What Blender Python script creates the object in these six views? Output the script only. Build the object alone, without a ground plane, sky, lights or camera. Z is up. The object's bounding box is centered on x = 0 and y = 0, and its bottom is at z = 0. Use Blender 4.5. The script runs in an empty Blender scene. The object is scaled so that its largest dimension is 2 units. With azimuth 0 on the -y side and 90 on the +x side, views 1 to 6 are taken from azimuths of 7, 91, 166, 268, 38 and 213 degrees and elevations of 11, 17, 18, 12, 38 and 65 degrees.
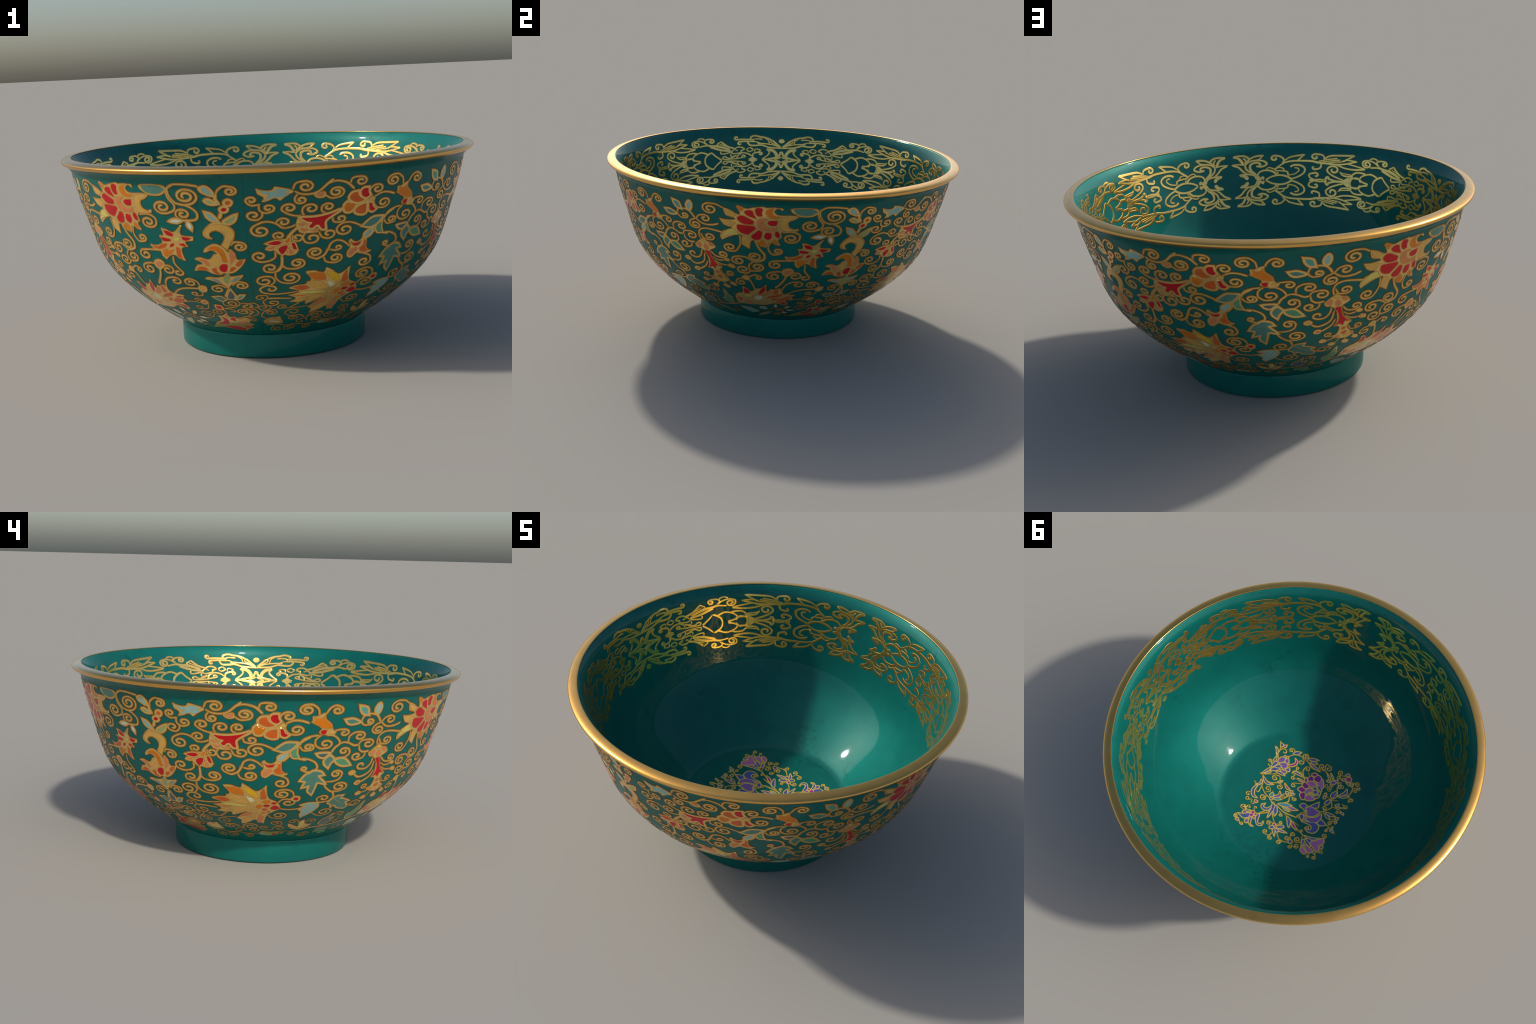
"""A wide footed bowl in teal glazed enamel.

Parts: the wall (outside and inside turned from two profiles), a gold lip, a
foot ring, raised cloisonne ornament outside (one panel, three times round), a
gold scroll frieze inside (one quarter, mirrored and repeated) and a flower
medallion on the floor.  All ornament is made of three kinds of piece that are
laid onto the turned surface:
    vine()   a raised gold wire along a curve, which may end in a spiral
    plate()  a flat raised gold field
    enamel() a coloured cell with its own gold border
Plane coordinates of the ornament are millimetres: x round the bowl, y along
the profile.  A third value 1 marks a sharp corner.
"""
import math
import bpy
import numpy as np
from mathutils.geometry import delaunay_2d_cdt
from mathutils import Vector

# ------------------------------------------------------------------ profiles
OUTER_Z = [0.115, 0.127, 0.1546, 0.1816, 0.2086, 0.2364, 0.2656, 0.2964, 0.3286, 0.3624, 0.3982, 0.4364, 0.4768, 0.5191, 0.5626, 0.6067, 0.6508, 0.6946, 0.7385, 0.7826, 0.8271, 0.872, 0.887, 0.898, 0.909, 0.92, 0.932]
OUTER_R = [0.461, 0.475, 0.5117, 0.5488, 0.5859, 0.6223, 0.6576, 0.6918, 0.7246, 0.7558, 0.7845, 0.8099, 0.8313, 0.849, 0.8638, 0.8771, 0.8901, 0.9035, 0.9169, 0.9294, 0.9405, 0.95, 0.954, 0.961, 0.973, 0.986, 0.998]
INNER_Z = [0.149, 0.1545, 0.1605, 0.169, 0.1939, 0.2203, 0.2483, 0.2775, 0.3079, 0.3396, 0.3729, 0.408, 0.4453, 0.4849, 0.5264, 0.5694, 0.6132, 0.6575, 0.7019, 0.7464, 0.7908, 0.8353, 0.88, 0.9, 0.92, 0.946]
INNER_R = [0.4, 0.435, 0.4545, 0.47, 0.5085, 0.546, 0.5824, 0.618, 0.6528, 0.6864, 0.7182, 0.7475, 0.7737, 0.7962, 0.8152, 0.8314, 0.8456, 0.8587, 0.8711, 0.8831, 0.8947, 0.9057, 0.916, 0.922, 0.932, 0.952]
PANEL_K = .0145          # metres of panel per degree of azimuth
PANEL_STEP = 119.26      # degrees from one outside panel to the next
FRIEZE_R = .885
FRIEZE_MID = 0.8060
SEGMENTS = 192


class Profile:
    """Smooth r(s), z(s) through the control points, s being arc length."""

    def __init__(self, z, r):
        z, r = np.array(z), np.array(r)
        self.s = np.r_[0, np.cumsum(np.hypot(np.diff(z), np.diff(r)))]
        self.v = np.stack([r, z], 1)
        d = np.diff(self.v, axis=0) / np.diff(self.s)[:, None]
        m = np.empty_like(self.v)
        h = np.diff(self.s)
        m[1:-1] = (d[:-1] * h[1:, None] + d[1:] * h[:-1, None]) / (h[:-1] + h[1:])[:, None]
        m[0], m[-1] = d[0], d[-1]
        self.m = m

    def at(self, s):
        s = np.asarray(s, float)
        q = np.clip(s, 0, self.s[-1])
        i = np.clip(np.searchsorted(self.s, q) - 1, 0, len(self.s) - 2)
        h = self.s[i + 1] - self.s[i]
        t = (q - self.s[i]) / h
        t, h = t[..., None], h[..., None]
        a, b, ma, mb = self.v[i], self.v[i + 1], self.m[i], self.m[i + 1]
        return (2*t**3 - 3*t**2 + 1)*a + (t**3 - 2*t**2 + t)*h*ma + (3*t**2 - 2*t**3)*b + (t**3 - t**2)*h*mb


outer_profile, inner_profile = Profile(OUTER_Z, OUTER_R), Profile(INNER_Z, INNER_R)


def on_profile(prof, az, s, h, side):
    """Point h metres off the turned surface; side +1 outside, -1 inside."""
    p = prof.at(s)
    e = prof.at(np.asarray(s) + 2e-3) - prof.at(np.asarray(s) - 2e-3)
    e /= np.linalg.norm(e, axis=-1, keepdims=True)
    r = p[..., 0] + side * h * e[..., 1]
    z = p[..., 1] - side * h * e[..., 0]
    return np.stack([r * np.sin(az), -r * np.cos(az), z], -1)


def outside(p, h):
    return on_profile(outer_profile, np.radians(p[:, 0] / PANEL_K), p[:, 1], h, 1)


def frieze(mx, my):
    def place(p, h):
        az = math.radians(270.85) + mx * p[:, 0] / FRIEZE_R
        return on_profile(inner_profile, az, FRIEZE_MID + my * p[:, 1], h + .00002 * (mx + 2 * my), -1)
    return place


def floor_z(r):
    return .1195 + .0295 * (np.asarray(r) / .40) ** 2


def on_floor(p, h):
    return np.stack([p[:, 0], p[:, 1], floor_z(np.hypot(p[:, 0], p[:, 1])) + h], -1)


# ----------------------------------------------------------------- materials
def principled(name, base, rough, metallic, coat=0.0):
    m = bpy.data.materials.new(name)
    m.use_nodes = True
    nt = m.node_tree
    b = nt.nodes["Principled BSDF"]
    b.inputs["Base Color"].default_value = (*base, 1)
    b.inputs["Roughness"].default_value = rough
    b.inputs["Metallic"].default_value = metallic
    b.inputs["Coat Weight"].default_value = coat
    b.inputs["Coat Roughness"].default_value = .045
    return m, nt, b


def mottled(name, base, other, rough, metallic, scale=22, amount=.5, coat=0.0, lo=.42, hi=.66):
    m, nt, b = principled(name, base, rough, metallic, coat)
    N, L = nt.nodes, nt.links
    co = N.new("ShaderNodeTexCoord")
    n = N.new("ShaderNodeTexNoise")
    n.inputs["Scale"].default_value, n.inputs["Detail"].default_value = scale, 6
    ramp = N.new("ShaderNodeValToRGB")
    ramp.color_ramp.elements[0].position, ramp.color_ramp.elements[1].position = lo, hi
    mul = N.new("ShaderNodeMath")
    mul.operation = "MULTIPLY"
    mul.inputs[1].default_value = amount
    mix = N.new("ShaderNodeMix")
    mix.data_type = "RGBA"
    mix.inputs["A"].default_value, mix.inputs["B"].default_value = (*base, 1), (*other, 1)
    L.new(co.outputs["Object"], n.inputs["Vector"])
    L.new(n.outputs["Fac"], ramp.inputs["Fac"])
    L.new(ramp.outputs["Color"], mul.inputs[0])
    L.new(mul.outputs[0], mix.inputs["Factor"])
    L.new(mix.outputs["Result"], b.inputs["Base Color"])
    return m, nt, b, mix


def glaze(name, smudge_amount, seam_amount):
    """Teal glaze: cloudy ground, and sparse dark smudges and scratches."""
    m, nt, b, mix = mottled(name, TEAL, TEAL_DEEP, .58, .40, 9, .40, coat=.38)
    b.inputs["Specular IOR Level"].default_value = .06
    N, L = nt.nodes, nt.links
    co = N.new("ShaderNodeTexCoord")
    mp = N.new("ShaderNodeMapping")
    mp.inputs["Scale"].default_value = (1, 1, 1.6)
    big, fine = N.new("ShaderNodeTexNoise"), N.new("ShaderNodeTexNoise")
    big.inputs["Scale"].default_value, big.inputs["Detail"].default_value = 3.1, 2
    fine.inputs["Scale"].default_value, fine.inputs["Detail"].default_value = 26, 8
    fine.inputs["Roughness"].default_value = .7
    fine.inputs["Distortion"].default_value = .6
    r1, r2 = N.new("ShaderNodeMapRange"), N.new("ShaderNodeMapRange")
    for r, lo, hi in ((r1, .59, .70), (r2, .50, .66)):
        r.inputs["From Min"].default_value, r.inputs["From Max"].default_value = lo, hi
    mul, mul2 = N.new("ShaderNodeMath"), N.new("ShaderNodeMath")
    mul.operation = mul2.operation = "MULTIPLY"
    mul2.inputs[1].default_value = smudge_amount
    dark = N.new("ShaderNodeMix")
    dark.data_type = "RGBA"
    dark.inputs["B"].default_value = (.003, .030, .026, 1)
    L.new(co.outputs["Object"], mp.inputs["Vector"])
    for n, r in ((big, r1), (fine, r2)):
        L.new(mp.outputs[0], n.inputs["Vector"])
        L.new(n.outputs["Fac"], r.inputs["Value"])
    zed, near, lift, total = N.new("ShaderNodeSeparateXYZ"), N.new("ShaderNodeMapRange"), N.new("ShaderNodeMath"), N.new("ShaderNodeMath")
    near.inputs["From Min"].default_value, near.inputs["From Max"].default_value = .86, .92
    lift.operation, lift.inputs[1].default_value = "MULTIPLY", .10
    total.operation = "ADD"
    L.new(co.outputs["Object"], zed.inputs[0])
    L.new(zed.outputs["Z"], near.inputs["Value"])
    L.new(near.outputs[0], lift.inputs[0])
    L.new(big.outputs["Fac"], total.inputs[0])
    L.new(lift.outputs[0], total.inputs[1])
    L.new(total.outputs[0], r1.inputs["Value"])
    L.new(r1.outputs[0], mul.inputs[0])
    L.new(r2.outputs[0], mul.inputs[1])
    L.new(mul.outputs[0], mul2.inputs[0])
    L.new(mul2.outputs[0], dark.inputs["Factor"])
    L.new(mix.outputs["Result"], dark.inputs["A"])
    # the faint dark line where the first and last panel meet
    sep = N.new("ShaderNodeSeparateXYZ")
    L.new(co.outputs["Object"], sep.inputs[0])
    line, front, both = N.new("ShaderNodeMath"), N.new("ShaderNodeMath"), N.new("ShaderNodeMath")
    line.operation, front.operation, both.operation = "COMPARE", "LESS_THAN", "MULTIPLY"
    line.inputs[1].default_value, line.inputs[2].default_value = .0015, .0022
    front.inputs[1].default_value = 0
    L.new(sep.outputs["X"], line.inputs[0])
    geo, facing = N.new("ShaderNodeNewGeometry"), N.new("ShaderNodeSeparateXYZ")
    L.new(geo.outputs["Normal"], facing.inputs[0])       # outside only: faces away from the axis
    side = N.new("ShaderNodeMath")
    side.operation = "MAXIMUM"
    L.new(sep.outputs["Y"], side.inputs[0])
    L.new(facing.outputs["Y"], side.inputs[1])
    L.new(side.outputs[0], front.inputs[0])
    L.new(line.outputs[0], both.inputs[0])
    L.new(front.outputs[0], both.inputs[1])
    seam = N.new("ShaderNodeMix")
    seam.data_type = "RGBA"
    seam.inputs["B"].default_value = (.003, .06, .05, 1)
    half = N.new("ShaderNodeMath")
    half.operation = "MULTIPLY"
    half.inputs[1].default_value = seam_amount
    L.new(both.outputs[0], half.inputs[0])
    L.new(half.outputs[0], seam.inputs["Factor"])
    L.new(dark.outputs["Result"], seam.inputs["A"])
    L.new(seam.outputs["Result"], b.inputs["Base Color"])
    return m


TEAL, TEAL_DEEP = (.0038, .140, .117), (.0030, .108, .090)
wall_glaze, foot_glaze = glaze("teal_glaze", .5, .4), glaze("teal_foot_glaze", .3, 0)
rim_gold = mottled("polished_gold", (.88, .48, .12), (.82, .43, .10), .18, 1.0, 14, .6)[0]
wire_gold = mottled("gold_wire", (.80, .52, .165), (.72, .45, .125), .15, .65, 60, .6)[0]
wire_slope = mottled("gold_wire_painted_bevel_shade", (.40, .20, .028), (.33, .155, .02), .46, .5, 60, .6)[0]  # wire gold browned on both flanks to paint in bevel shading
wire_edge = mottled("gold_wire_painted_drop_shadow", (.045, .026, .007), (.03, .016, .005), .40, .3, 40, .6)[0]  # near-black outline colour, the wire's soft drop shadow painted onto the glaze
frieze_gold = mottled("bright_gold_wire", (.86, .60, .19), (.78, .52, .15), .15, .92, 60, .5)[0]
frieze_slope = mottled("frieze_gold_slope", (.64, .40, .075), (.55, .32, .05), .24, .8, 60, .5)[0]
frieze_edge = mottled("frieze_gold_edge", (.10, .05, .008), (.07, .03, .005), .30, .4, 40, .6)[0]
floor_gold = mottled("olive_gold_wire", (.82, .62, .15), (.74, .54, .12), .42, .5, 60, .5)[0]
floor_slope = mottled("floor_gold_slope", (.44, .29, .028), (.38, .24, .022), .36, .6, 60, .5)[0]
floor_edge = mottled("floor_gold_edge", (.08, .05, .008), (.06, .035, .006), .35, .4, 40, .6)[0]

ENAMEL = {
    "red": (.60, .006, .010), "vermilion": (.66, .125, .016), "orange": (.72, .20, .008), "salmon": (.72, .24, .08),
    "amber": (.76, .43, .09), "yellow": (.78, .48, .015), "lemon": (.74, .62, .13), "cream": (.76, .75, .42),
    "white": (.70, .76, .66), "pale": (.30, .50, .43), "teal": (.095, .245, .185), "jade": (.11, .37, .28),
    "green": (.11, .33, .15), "olive": (.34, .43, .16), "slate": (.085, .14, .145), "grey": (.25, .35, .30),
    "blue": (.085, .120, .36), "purple": (.25, .135, .40), "magenta": (.47, .030, .27), "plum": (.27, .030, .26),
    "pink": (.58, .19, .45), "sky": (.08, .30, .38),
}
enamels = {k: mottled("enamel_" + k, c, tuple(x * .80 for x in c), .28, .38, 45, .6)[0] for k, c in ENAMEL.items()}


# ---------------------------------------------------------------- plane tools
def through(points, closed, step):
    """Catmull-Rom curve through points; a third value 1 makes a sharp corner."""
    P = np.array([p[:2] for p in points], float) / 1000
    sharp = [len(p) > 2 for p in points]
    n, out, corner = len(P), [], []
    for i in range(n if closed else n - 1):
        a, b = P[i], P[(i + 1) % n]
        before = P[i - 1] if (i > 0 or closed) and not sharp[i] else 2 * a - b
        after = P[(i + 2) % n] if (i + 2 < n or closed) and not sharp[(i + 1) % n] else 2 * b - a
        ell = np.linalg.norm(b - a)
        ta = (b - before) / (np.linalg.norm(b - a) + np.linalg.norm(a - before) + 1e-9) * ell
        tb = (after - a) / (np.linalg.norm(after - b) + np.linalg.norm(b - a) + 1e-9) * ell
        k = max(2, int(math.ceil(ell / step)))
        t = (np.arange(k) / k)[:, None]
        out.append((2*t**3 - 3*t**2 + 1)*a + (t**3 - 2*t**2 + t)*ta + (3*t**2 - 2*t**3)*b + (t**3 - t**2)*tb)
    if not closed:
        out.append(P[-1:])
    return np.vstack(out)


def spiral(start, heading, centre, turns):
    """Winds from start round centre, in the sense that heading asks for."""
    d = start - centre
    r0, a0 = np.linalg.norm(d), math.atan2(d[1], d[0])
    sense = 1.0 if (d[0] * heading[1] - d[1] * heading[0]) > 0 else -1.0
    n = max(8, int(turns * 26))
    t = (np.arange(1, n + 1) / n)
    r = r0 * (1 - .80 * t ** .9)
    a = a0 + sense * t * turns * math.tau
    return centre + np.stack([r * np.cos(a), r * np.sin(a)], 1)


def area(p):
    x, y = p[:, 0], p[:, 1]
    return .5 * np.sum(x * np.roll(y, -1) - np.roll(x, -1) * y)


def grown(p, d):
    """Outline p (counter-clockwise) moved outwards by d, corners mitred."""
    e = np.roll(p, -1, 0) - p
    e /= np.linalg.norm(e, axis=1, keepdims=True) + 1e-12
    n = np.stack([e[:, 1], -e[:, 0]], 1)
    b = n + np.roll(n, 1, 0)
    b /= np.linalg.norm(b, axis=1, keepdims=True) + 1e-9
    k = np.clip(np.sum(b * n, 1), .55, 1)
    q = p + d * b / k[:, None]
    gap = np.sqrt(((q[:, None] - p[None]) ** 2).sum(2)).min(1)
    q = q[gap > .9 * abs(d)]
    return q if len(q) > 4 else p


def inside_mask(pts, poly):
    x, y = pts[:, 0][:, None], pts[:, 1][:, None]
    x0, y0 = poly[:, 0], poly[:, 1]
    x1, y1 = np.roll(x0, -1), np.roll(y0, -1)
    cross = ((y0 > y) != (y1 > y)) & (x < (x1 - x0) * (y - y0) / (y1 - y0 + 1e-15) + x0)
    return cross.sum(1) % 2 == 1


def filled(poly, grid):
    """Triangulated inside of an outline, with inner points so it can bend."""
    lo, hi = poly.min(0), poly.max(0)
    g = np.stack(np.meshgrid(np.arange(lo[0] + grid / 2, hi[0], grid), np.arange(lo[1] + grid / 2, hi[1], grid)), -1).reshape(-1, 2)
    if len(g):
        g = g[inside_mask(g, poly)]
    if len(g):
        g = g[np.sqrt(((g[:, None] - poly[None]) ** 2).sum(2)).min(1) > grid * .35]
    pts = np.vstack([poly, g]) if len(g) else poly
    n = len(poly)
    v, _, f, *_ = delaunay_2d_cdt([Vector(p) for p in pts], [(i, (i + 1) % n) for i in range(n)], [], 0, 1e-6)
    v = np.array([tuple(p) for p in v])
    f = [t for t in f if len(t) == 3]
    if not f:
        return v, []
    c = np.array([v[list(t)].mean(0) for t in f])
    keep = inside_mask(c, poly)
    return v, [list(t) for t, k in zip(f, keep) if k]


# ------------------------------------------------------------------ ornament
class Piece:
    """Mesh being gathered in plane coordinates, to be laid on a surface."""

    def __init__(self):
        self.p, self.h, self.f, self.m, self.n = [], [], [], [], 0

    def add(self, p, h, faces, mats):
        self.p.append(np.asarray(p, float))
        self.h.append(np.broadcast_to(np.asarray(h, float), (len(p),)))
        self.f += [[i + self.n for i in f] for f in faces]
        self.m += mats
        self.n += len(p)

    def mesh(self, name, place, materials, flip):
        me = bpy.data.meshes.new(name)
        p, h = np.vstack(self.p), np.concatenate(self.h)
        faces = [f[::-1] for f in self.f] if flip else self.f
        me.from_pydata(place(p, h).tolist(), [], faces)
        for m in materials:
            me.materials.append(m)
        me.polygons.foreach_set("material_index", self.m)
        me.polygons.foreach_set("use_smooth", [True] * len(me.polygons))
        me.update()
        return me


class Ornament:
    def __init__(self, wire, rim, height, squash, slope=.36):
        self.squash = squash
        self.wire, self.rim, self.height = wire / 2, rim, height
        self.flank = slope * wire
        self.groups, self.count = [], 0

    def motif(self, name):
        self.groups.append((name, Piece(), {}))

    def lift(self):
        self.count += 1
        return self.height + .00003 * (self.count * 5 % 9)

    def vine(self, path, curl=None, turns=1.2, width=1.0):
        w = self.wire * width
        p = through(path, False, .0045)
        d = p[0] - p[1]
        p = np.vstack([p[0] + .55 * w * d / (np.linalg.norm(d) + 1e-9), p])      # tuck the root under its neighbour
        if curl is not None:
            c = np.array(curl, float) / 1000
            k = np.array([np.interp(c[1], *self.squash), 1.0])      # scrolls are wider than tall
            s = spiral(p[-1] / k, (p[-1] - p[-2]) / k, c / k, turns) * k
            p = np.vstack([p, s])
        q = p.copy()
        q[1:-1] = .25 * p[:-2] + .5 * p[1:-1] + .25 * p[2:]
        p = q
        keep = np.r_[True, np.linalg.norm(np.diff(p, axis=0), axis=1) > 4e-4]
        p = p[keep]
        if len(p) < 3:
            return
        d = np.diff(p, axis=0)
        ell = np.r_[0, np.cumsum(np.linalg.norm(d, axis=1))]
        stations = np.unique(np.r_[np.linspace(0, ell[-1], max(4, int(ell[-1] / .0042))),
                                   ell[-1] - w * np.array([.8, .45, .2, .05]), w * np.array([.05, .2, .45, .8])])
        stations = stations[(stations >= 0) & (stations <= ell[-1])]
        p = np.stack([np.interp(stations, ell, p[:, k]) for k in (0, 1)], 1)
        t = np.gradient(p, stations, axis=0)
        t /= np.linalg.norm(t, axis=1, keepdims=True) + 1e-12
        n = np.stack([-t[:, 1], t[:, 0]], 1)
        u = np.clip(np.minimum(ell[-1] - stations, stations) / w, 0, 1)
        taper = np.sqrt(np.clip(1 - (1 - u) ** 2, .004, 1))
        swell = .90 + .16 * np.clip(stations / max(ell[-1], 1e-6), 0, 1)
        half = w * taper * swell
        top = np.maximum(half - self.flank * np.minimum(1, taper * 1.1), .12 * half)
        h = self.lift()
        rise = np.clip(stations / (1.6 * w), 0, 1) * .75 + .25
        hh = h * rise * (.35 + .65 * taper)
        mid = .42 * top + .58 * half
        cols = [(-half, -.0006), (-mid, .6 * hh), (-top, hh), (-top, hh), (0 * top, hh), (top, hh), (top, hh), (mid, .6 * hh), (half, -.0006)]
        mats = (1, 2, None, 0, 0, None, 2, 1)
        P = np.stack([p + n * np.broadcast_to(o, len(p))[:, None] for o, _ in cols], 1).reshape(-1, 2)
        H = np.stack([np.broadcast_to(k, len(p)) for _, k in cols], 1).reshape(-1)
        F, M = [], []
        for i in range(len(p) - 1):
            for j in (0, 1, 3, 4, 6, 7):
                a = 9 * i + j
                F.append([a, a + 9, a + 10, a + 1][::-1])
                M.append(mats[j])
        k = 9 * (len(p) - 1)
        F.append([0, 1, 2, 6, 7, 8][::-1]); M.append(1)
        F.append([k, k + 1, k + 2, k + 6, k + 7, k + 8]); M.append(1)
        self.groups[-1][1].add(P, H, F, M)

    def slab(self, piece, outline, h, skirts, top_mat, grid=.010):
        """Flat field with sloping edges; skirts = (spread, height, material) outwards."""
        v, f = filled(outline, grid)
        piece.add(v, h, f, [top_mat] * len(f))
        n, last, last_h = len(outline), outline, h
        for spread, low_h, mat in skirts:
            low = grown(outline, spread)
            if len(low) != n:
                low = low[np.sqrt(((outline[:, None] - low[None]) ** 2).sum(2)).argmin(1)]
            F = [[i, (i + 1) % n, n + (i + 1) % n, n + i][::-1] for i in range(n)]
            piece.add(np.vstack([last, low]), np.r_[np.full(n, last_h), np.full(n, low_h)], F, [mat] * n)
            last, last_h = low, low_h

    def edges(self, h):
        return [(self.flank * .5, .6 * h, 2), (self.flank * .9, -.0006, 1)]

    def plate(self, points):
        p = through(points, True, .005)
        if area(p) < 0:
            p = p[::-1]
        p = grown(p, -min(self.flank * .8, .09 * math.sqrt(abs(area(p)))))
        h = self.lift() - .00025
        self.slab(self.groups[-1][1], p, h, self.edges(h), 0)

    def enamel(self, colour, points, rim=1.0):
        p = through(points, True, .0035)
        if area(p) < 0:
            p = p[::-1]
        h = self.lift()
        border = grown(p, max(self.rim * rim - self.flank * .8, .0012))
        self.slab(self.groups[-1][1], border, h, self.edges(h), 0)
        cell = self.groups[-1][2].setdefault(colour, [])
        piece = Piece()
        self.slab(piece, p, h + .00006, [(0, h - .0004, 0)], 0, .009)
        cell.append(piece)


def link(ob, parent):
    bpy.context.scene.collection.objects.link(ob)
    ob.parent = parent
    return ob


# one set of names for the pieces inside each motif
def cell_name(motif_name):
    if motif_name in ("chrysanthemum_flower", "pendant_flower", "water_lily_flower"):
        return "floret"
    return "leaf_cell" if "leaf" in motif_name or "branch" in motif_name else "bud_cell" if motif_name in ("bud", "scroll") else "petal"


def lay(ornament, place, flip, golds, parent, turns, join_cells=False, suffix=""):
    """Mesh every motif once and set copies of it round the bowl."""
    for name, piece, cells in ornament.groups:
        if not piece.n:
            continue
        me = piece.mesh(name + suffix, place, golds, flip)
        meshes = []
        for colour, pieces in cells.items():
            if join_cells:
                whole = Piece()
                for q in pieces:
                    for p, h in zip(q.p, q.h):
                        whole.p.append(p); whole.h.append(h)
                    whole.f += [[i + whole.n for i in f] for f in q.f]
                    whole.m += q.m
                    whole.n += q.n
                pieces = [whole]
            for q in pieces:
                meshes.append(q.mesh(cell_name(name), place, [enamels[colour]], flip))
        for turn in turns:
            ob = link(bpy.data.objects.new(name + suffix, me), parent)
            ob.rotation_euler = (0, 0, math.radians(turn))
            if name in ("scroll", "lattice", "leaf_cluster"):
                ob["kind"] = "stuff"
            for cm in meshes:
                c = link(bpy.data.objects.new(cm.name.split(".")[0], cm), ob)
                if join_cells:
                    c["kind"] = "stuff"


# --------------------------------------------------------------- turned parts
def turned(name, section, closed, material, parent, pole=False):
    sec = np.array(section)
    n, az = len(sec), np.arange(SEGMENTS) * math.tau / SEGMENTS
    v = np.stack([np.outer(np.sin(az), sec[:, 0]), -np.outer(np.cos(az), sec[:, 0]), np.broadcast_to(sec[:, 1], (SEGMENTS, n))], -1).reshape(-1, 3)
    f = []
    for i in range(SEGMENTS):
        k = (i + 1) % SEGMENTS
        for j in range(n if closed else n - 1):
            l = (j + 1) % n
            f.append([i * n + j, k * n + j, k * n + l, i * n + l])
    me = bpy.data.meshes.new(name)
    me.from_pydata(v.tolist(), [], f)
    if pole:
        import bmesh
        bm = bmesh.new()
        bm.from_mesh(me)
        bmesh.ops.remove_doubles(bm, verts=bm.verts, dist=1e-5)
        bmesh.ops.recalc_face_normals(bm, faces=bm.faces)
        bm.to_mesh(me)
        bm.free()
    me.materials.append(material)
    me.polygons.foreach_set("use_smooth", [True] * len(me.polygons))
    me.update()
    return link(bpy.data.objects.new(name, me), parent)


bowl = bpy.data.objects.new("footed_bowl", None)
bpy.context.scene.collection.objects.link(bowl)
bowl["label"] = "teal enamel footed bowl with gold scrolls and bright flowers"
bowl["category"] = "decorated bowl"

so = np.linspace(0, np.interp(.921, OUTER_Z, outer_profile.s), 130)
si = np.linspace(0, inner_profile.s[-1] - .001, 120)[::-1]
out_sec = outer_profile.at(so)
in_sec = inner_profile.at(si)
rf = np.linspace(.395, 0, 14)
bed = np.stack([rf, floor_z(rf)], 1)
section = [(0, .098), (.25, .102), (.42, .110), (.45, .113)] + out_sec.tolist() + \
    [(.986, .925), (.984, .930), (.972, .9365), (.962, .938), (.9545, .943)] + in_sec.tolist() + bed.tolist()
wall = turned("vessel_wall", section, False, wall_glaze, bowl, pole=True)

lip = [(.9800, .9170), (.9875, .9180), (.9938, .9222), (.9978, .9285), (.9984, .9345), (.9950, .9392), (.9880, .9430), (.978, .9460), (.967, .9480),
       (.958, .9490), (.9530, .9488), (.9512, .9472), (.9525, .9445), (.960, .9425), (.974, .9395), (.983, .933), (.983, .924)]
lip_curve = through([(r * 1000, z * 1000) for r, z in lip], True, .003)
rim = turned("gold_rim", lip_curve.tolist()[::1], True, rim_gold, bowl, pole=True)

foot_sec = [(.450, .1135), (.4600, .1130), (.4610, .1085), (.4618, .05), (.4620, .010), (.4606, .0035), (.4575, .0006), (.452, 0), (.428, 0), (.420, .004),
            (.416, .012), (.412, .06), (.410, .108)]
foot = turned("foot_ring", foot_sec, True, foot_glaze, bowl, pole=True)


# ---- outside panel, a third of the way round
panel = Ornament(.0200, .0145, .0017, ((0, .25, .5, .95), (1.8, 1.6, 1.45, 1.3)))
motif, vine, plate, enamel = panel.motif, panel.vine, panel.plate, panel.enamel
motif("leaf_spray")
plate([(39, 928, 1), (65, 914), (101, 912), (107, 928, 1), (136, 921), (169, 911), (186, 896), (158, 877), (130, 853, 1), (115, 868), (89, 858), (56, 852), (68, 875), (48, 890)])
enamel("pale", [(49, 911, 1), (76, 903), (111, 903), (126, 912), (166, 902), (143, 896), (163, 890), (141, 876), (113, 877), (78, 865, 1), (91, 885), (73, 895)], rim=0.45)
motif("scroll")
vine([(177, 907), (189, 932), (223, 939)], curl=(223, 915), turns=1.4)
vine([(186, 896), (206, 885), (243, 882), (273, 892), (303, 920), (327, 940)])
vine([(196, 885), (185, 872), (184, 855)], curl=(207, 859), turns=1.3)
motif("bud")
plate([(250, 879), (267, 887), (295, 891), (305, 868, 1), (286, 859), (266, 861)])
enamel("salmon", [(263, 877), (287, 887), (290, 877), (279, 869)], rim=0.5)
motif("scroll")
vine([(56, 848), (27, 844), (8, 859)], curl=(28, 867), turns=1.2)
vine([(54, 847), (55, 822), (76, 809), (100, 814)], curl=(88, 830), turns=1.2)
vine([(64, 818), (64, 796), (46, 780), (25, 781)], curl=(32, 801), turns=1.1)
motif("scroll")
vine([(209, 790), (190, 790), (158, 801), (136, 818)], curl=(164, 826), turns=1.3)
vine([(220, 791), (212, 803), (212, 818)], curl=(244, 818), turns=1.3)
vine([(189, 751), (170, 742), (139, 739), (118, 757), (92, 769), (64, 769), (33, 754)], curl=(55, 729), turns=1.5)
vine([(112, 761), (123, 777), (139, 783)], curl=(142, 765), turns=1)
motif("trumpet_flower")
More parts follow.
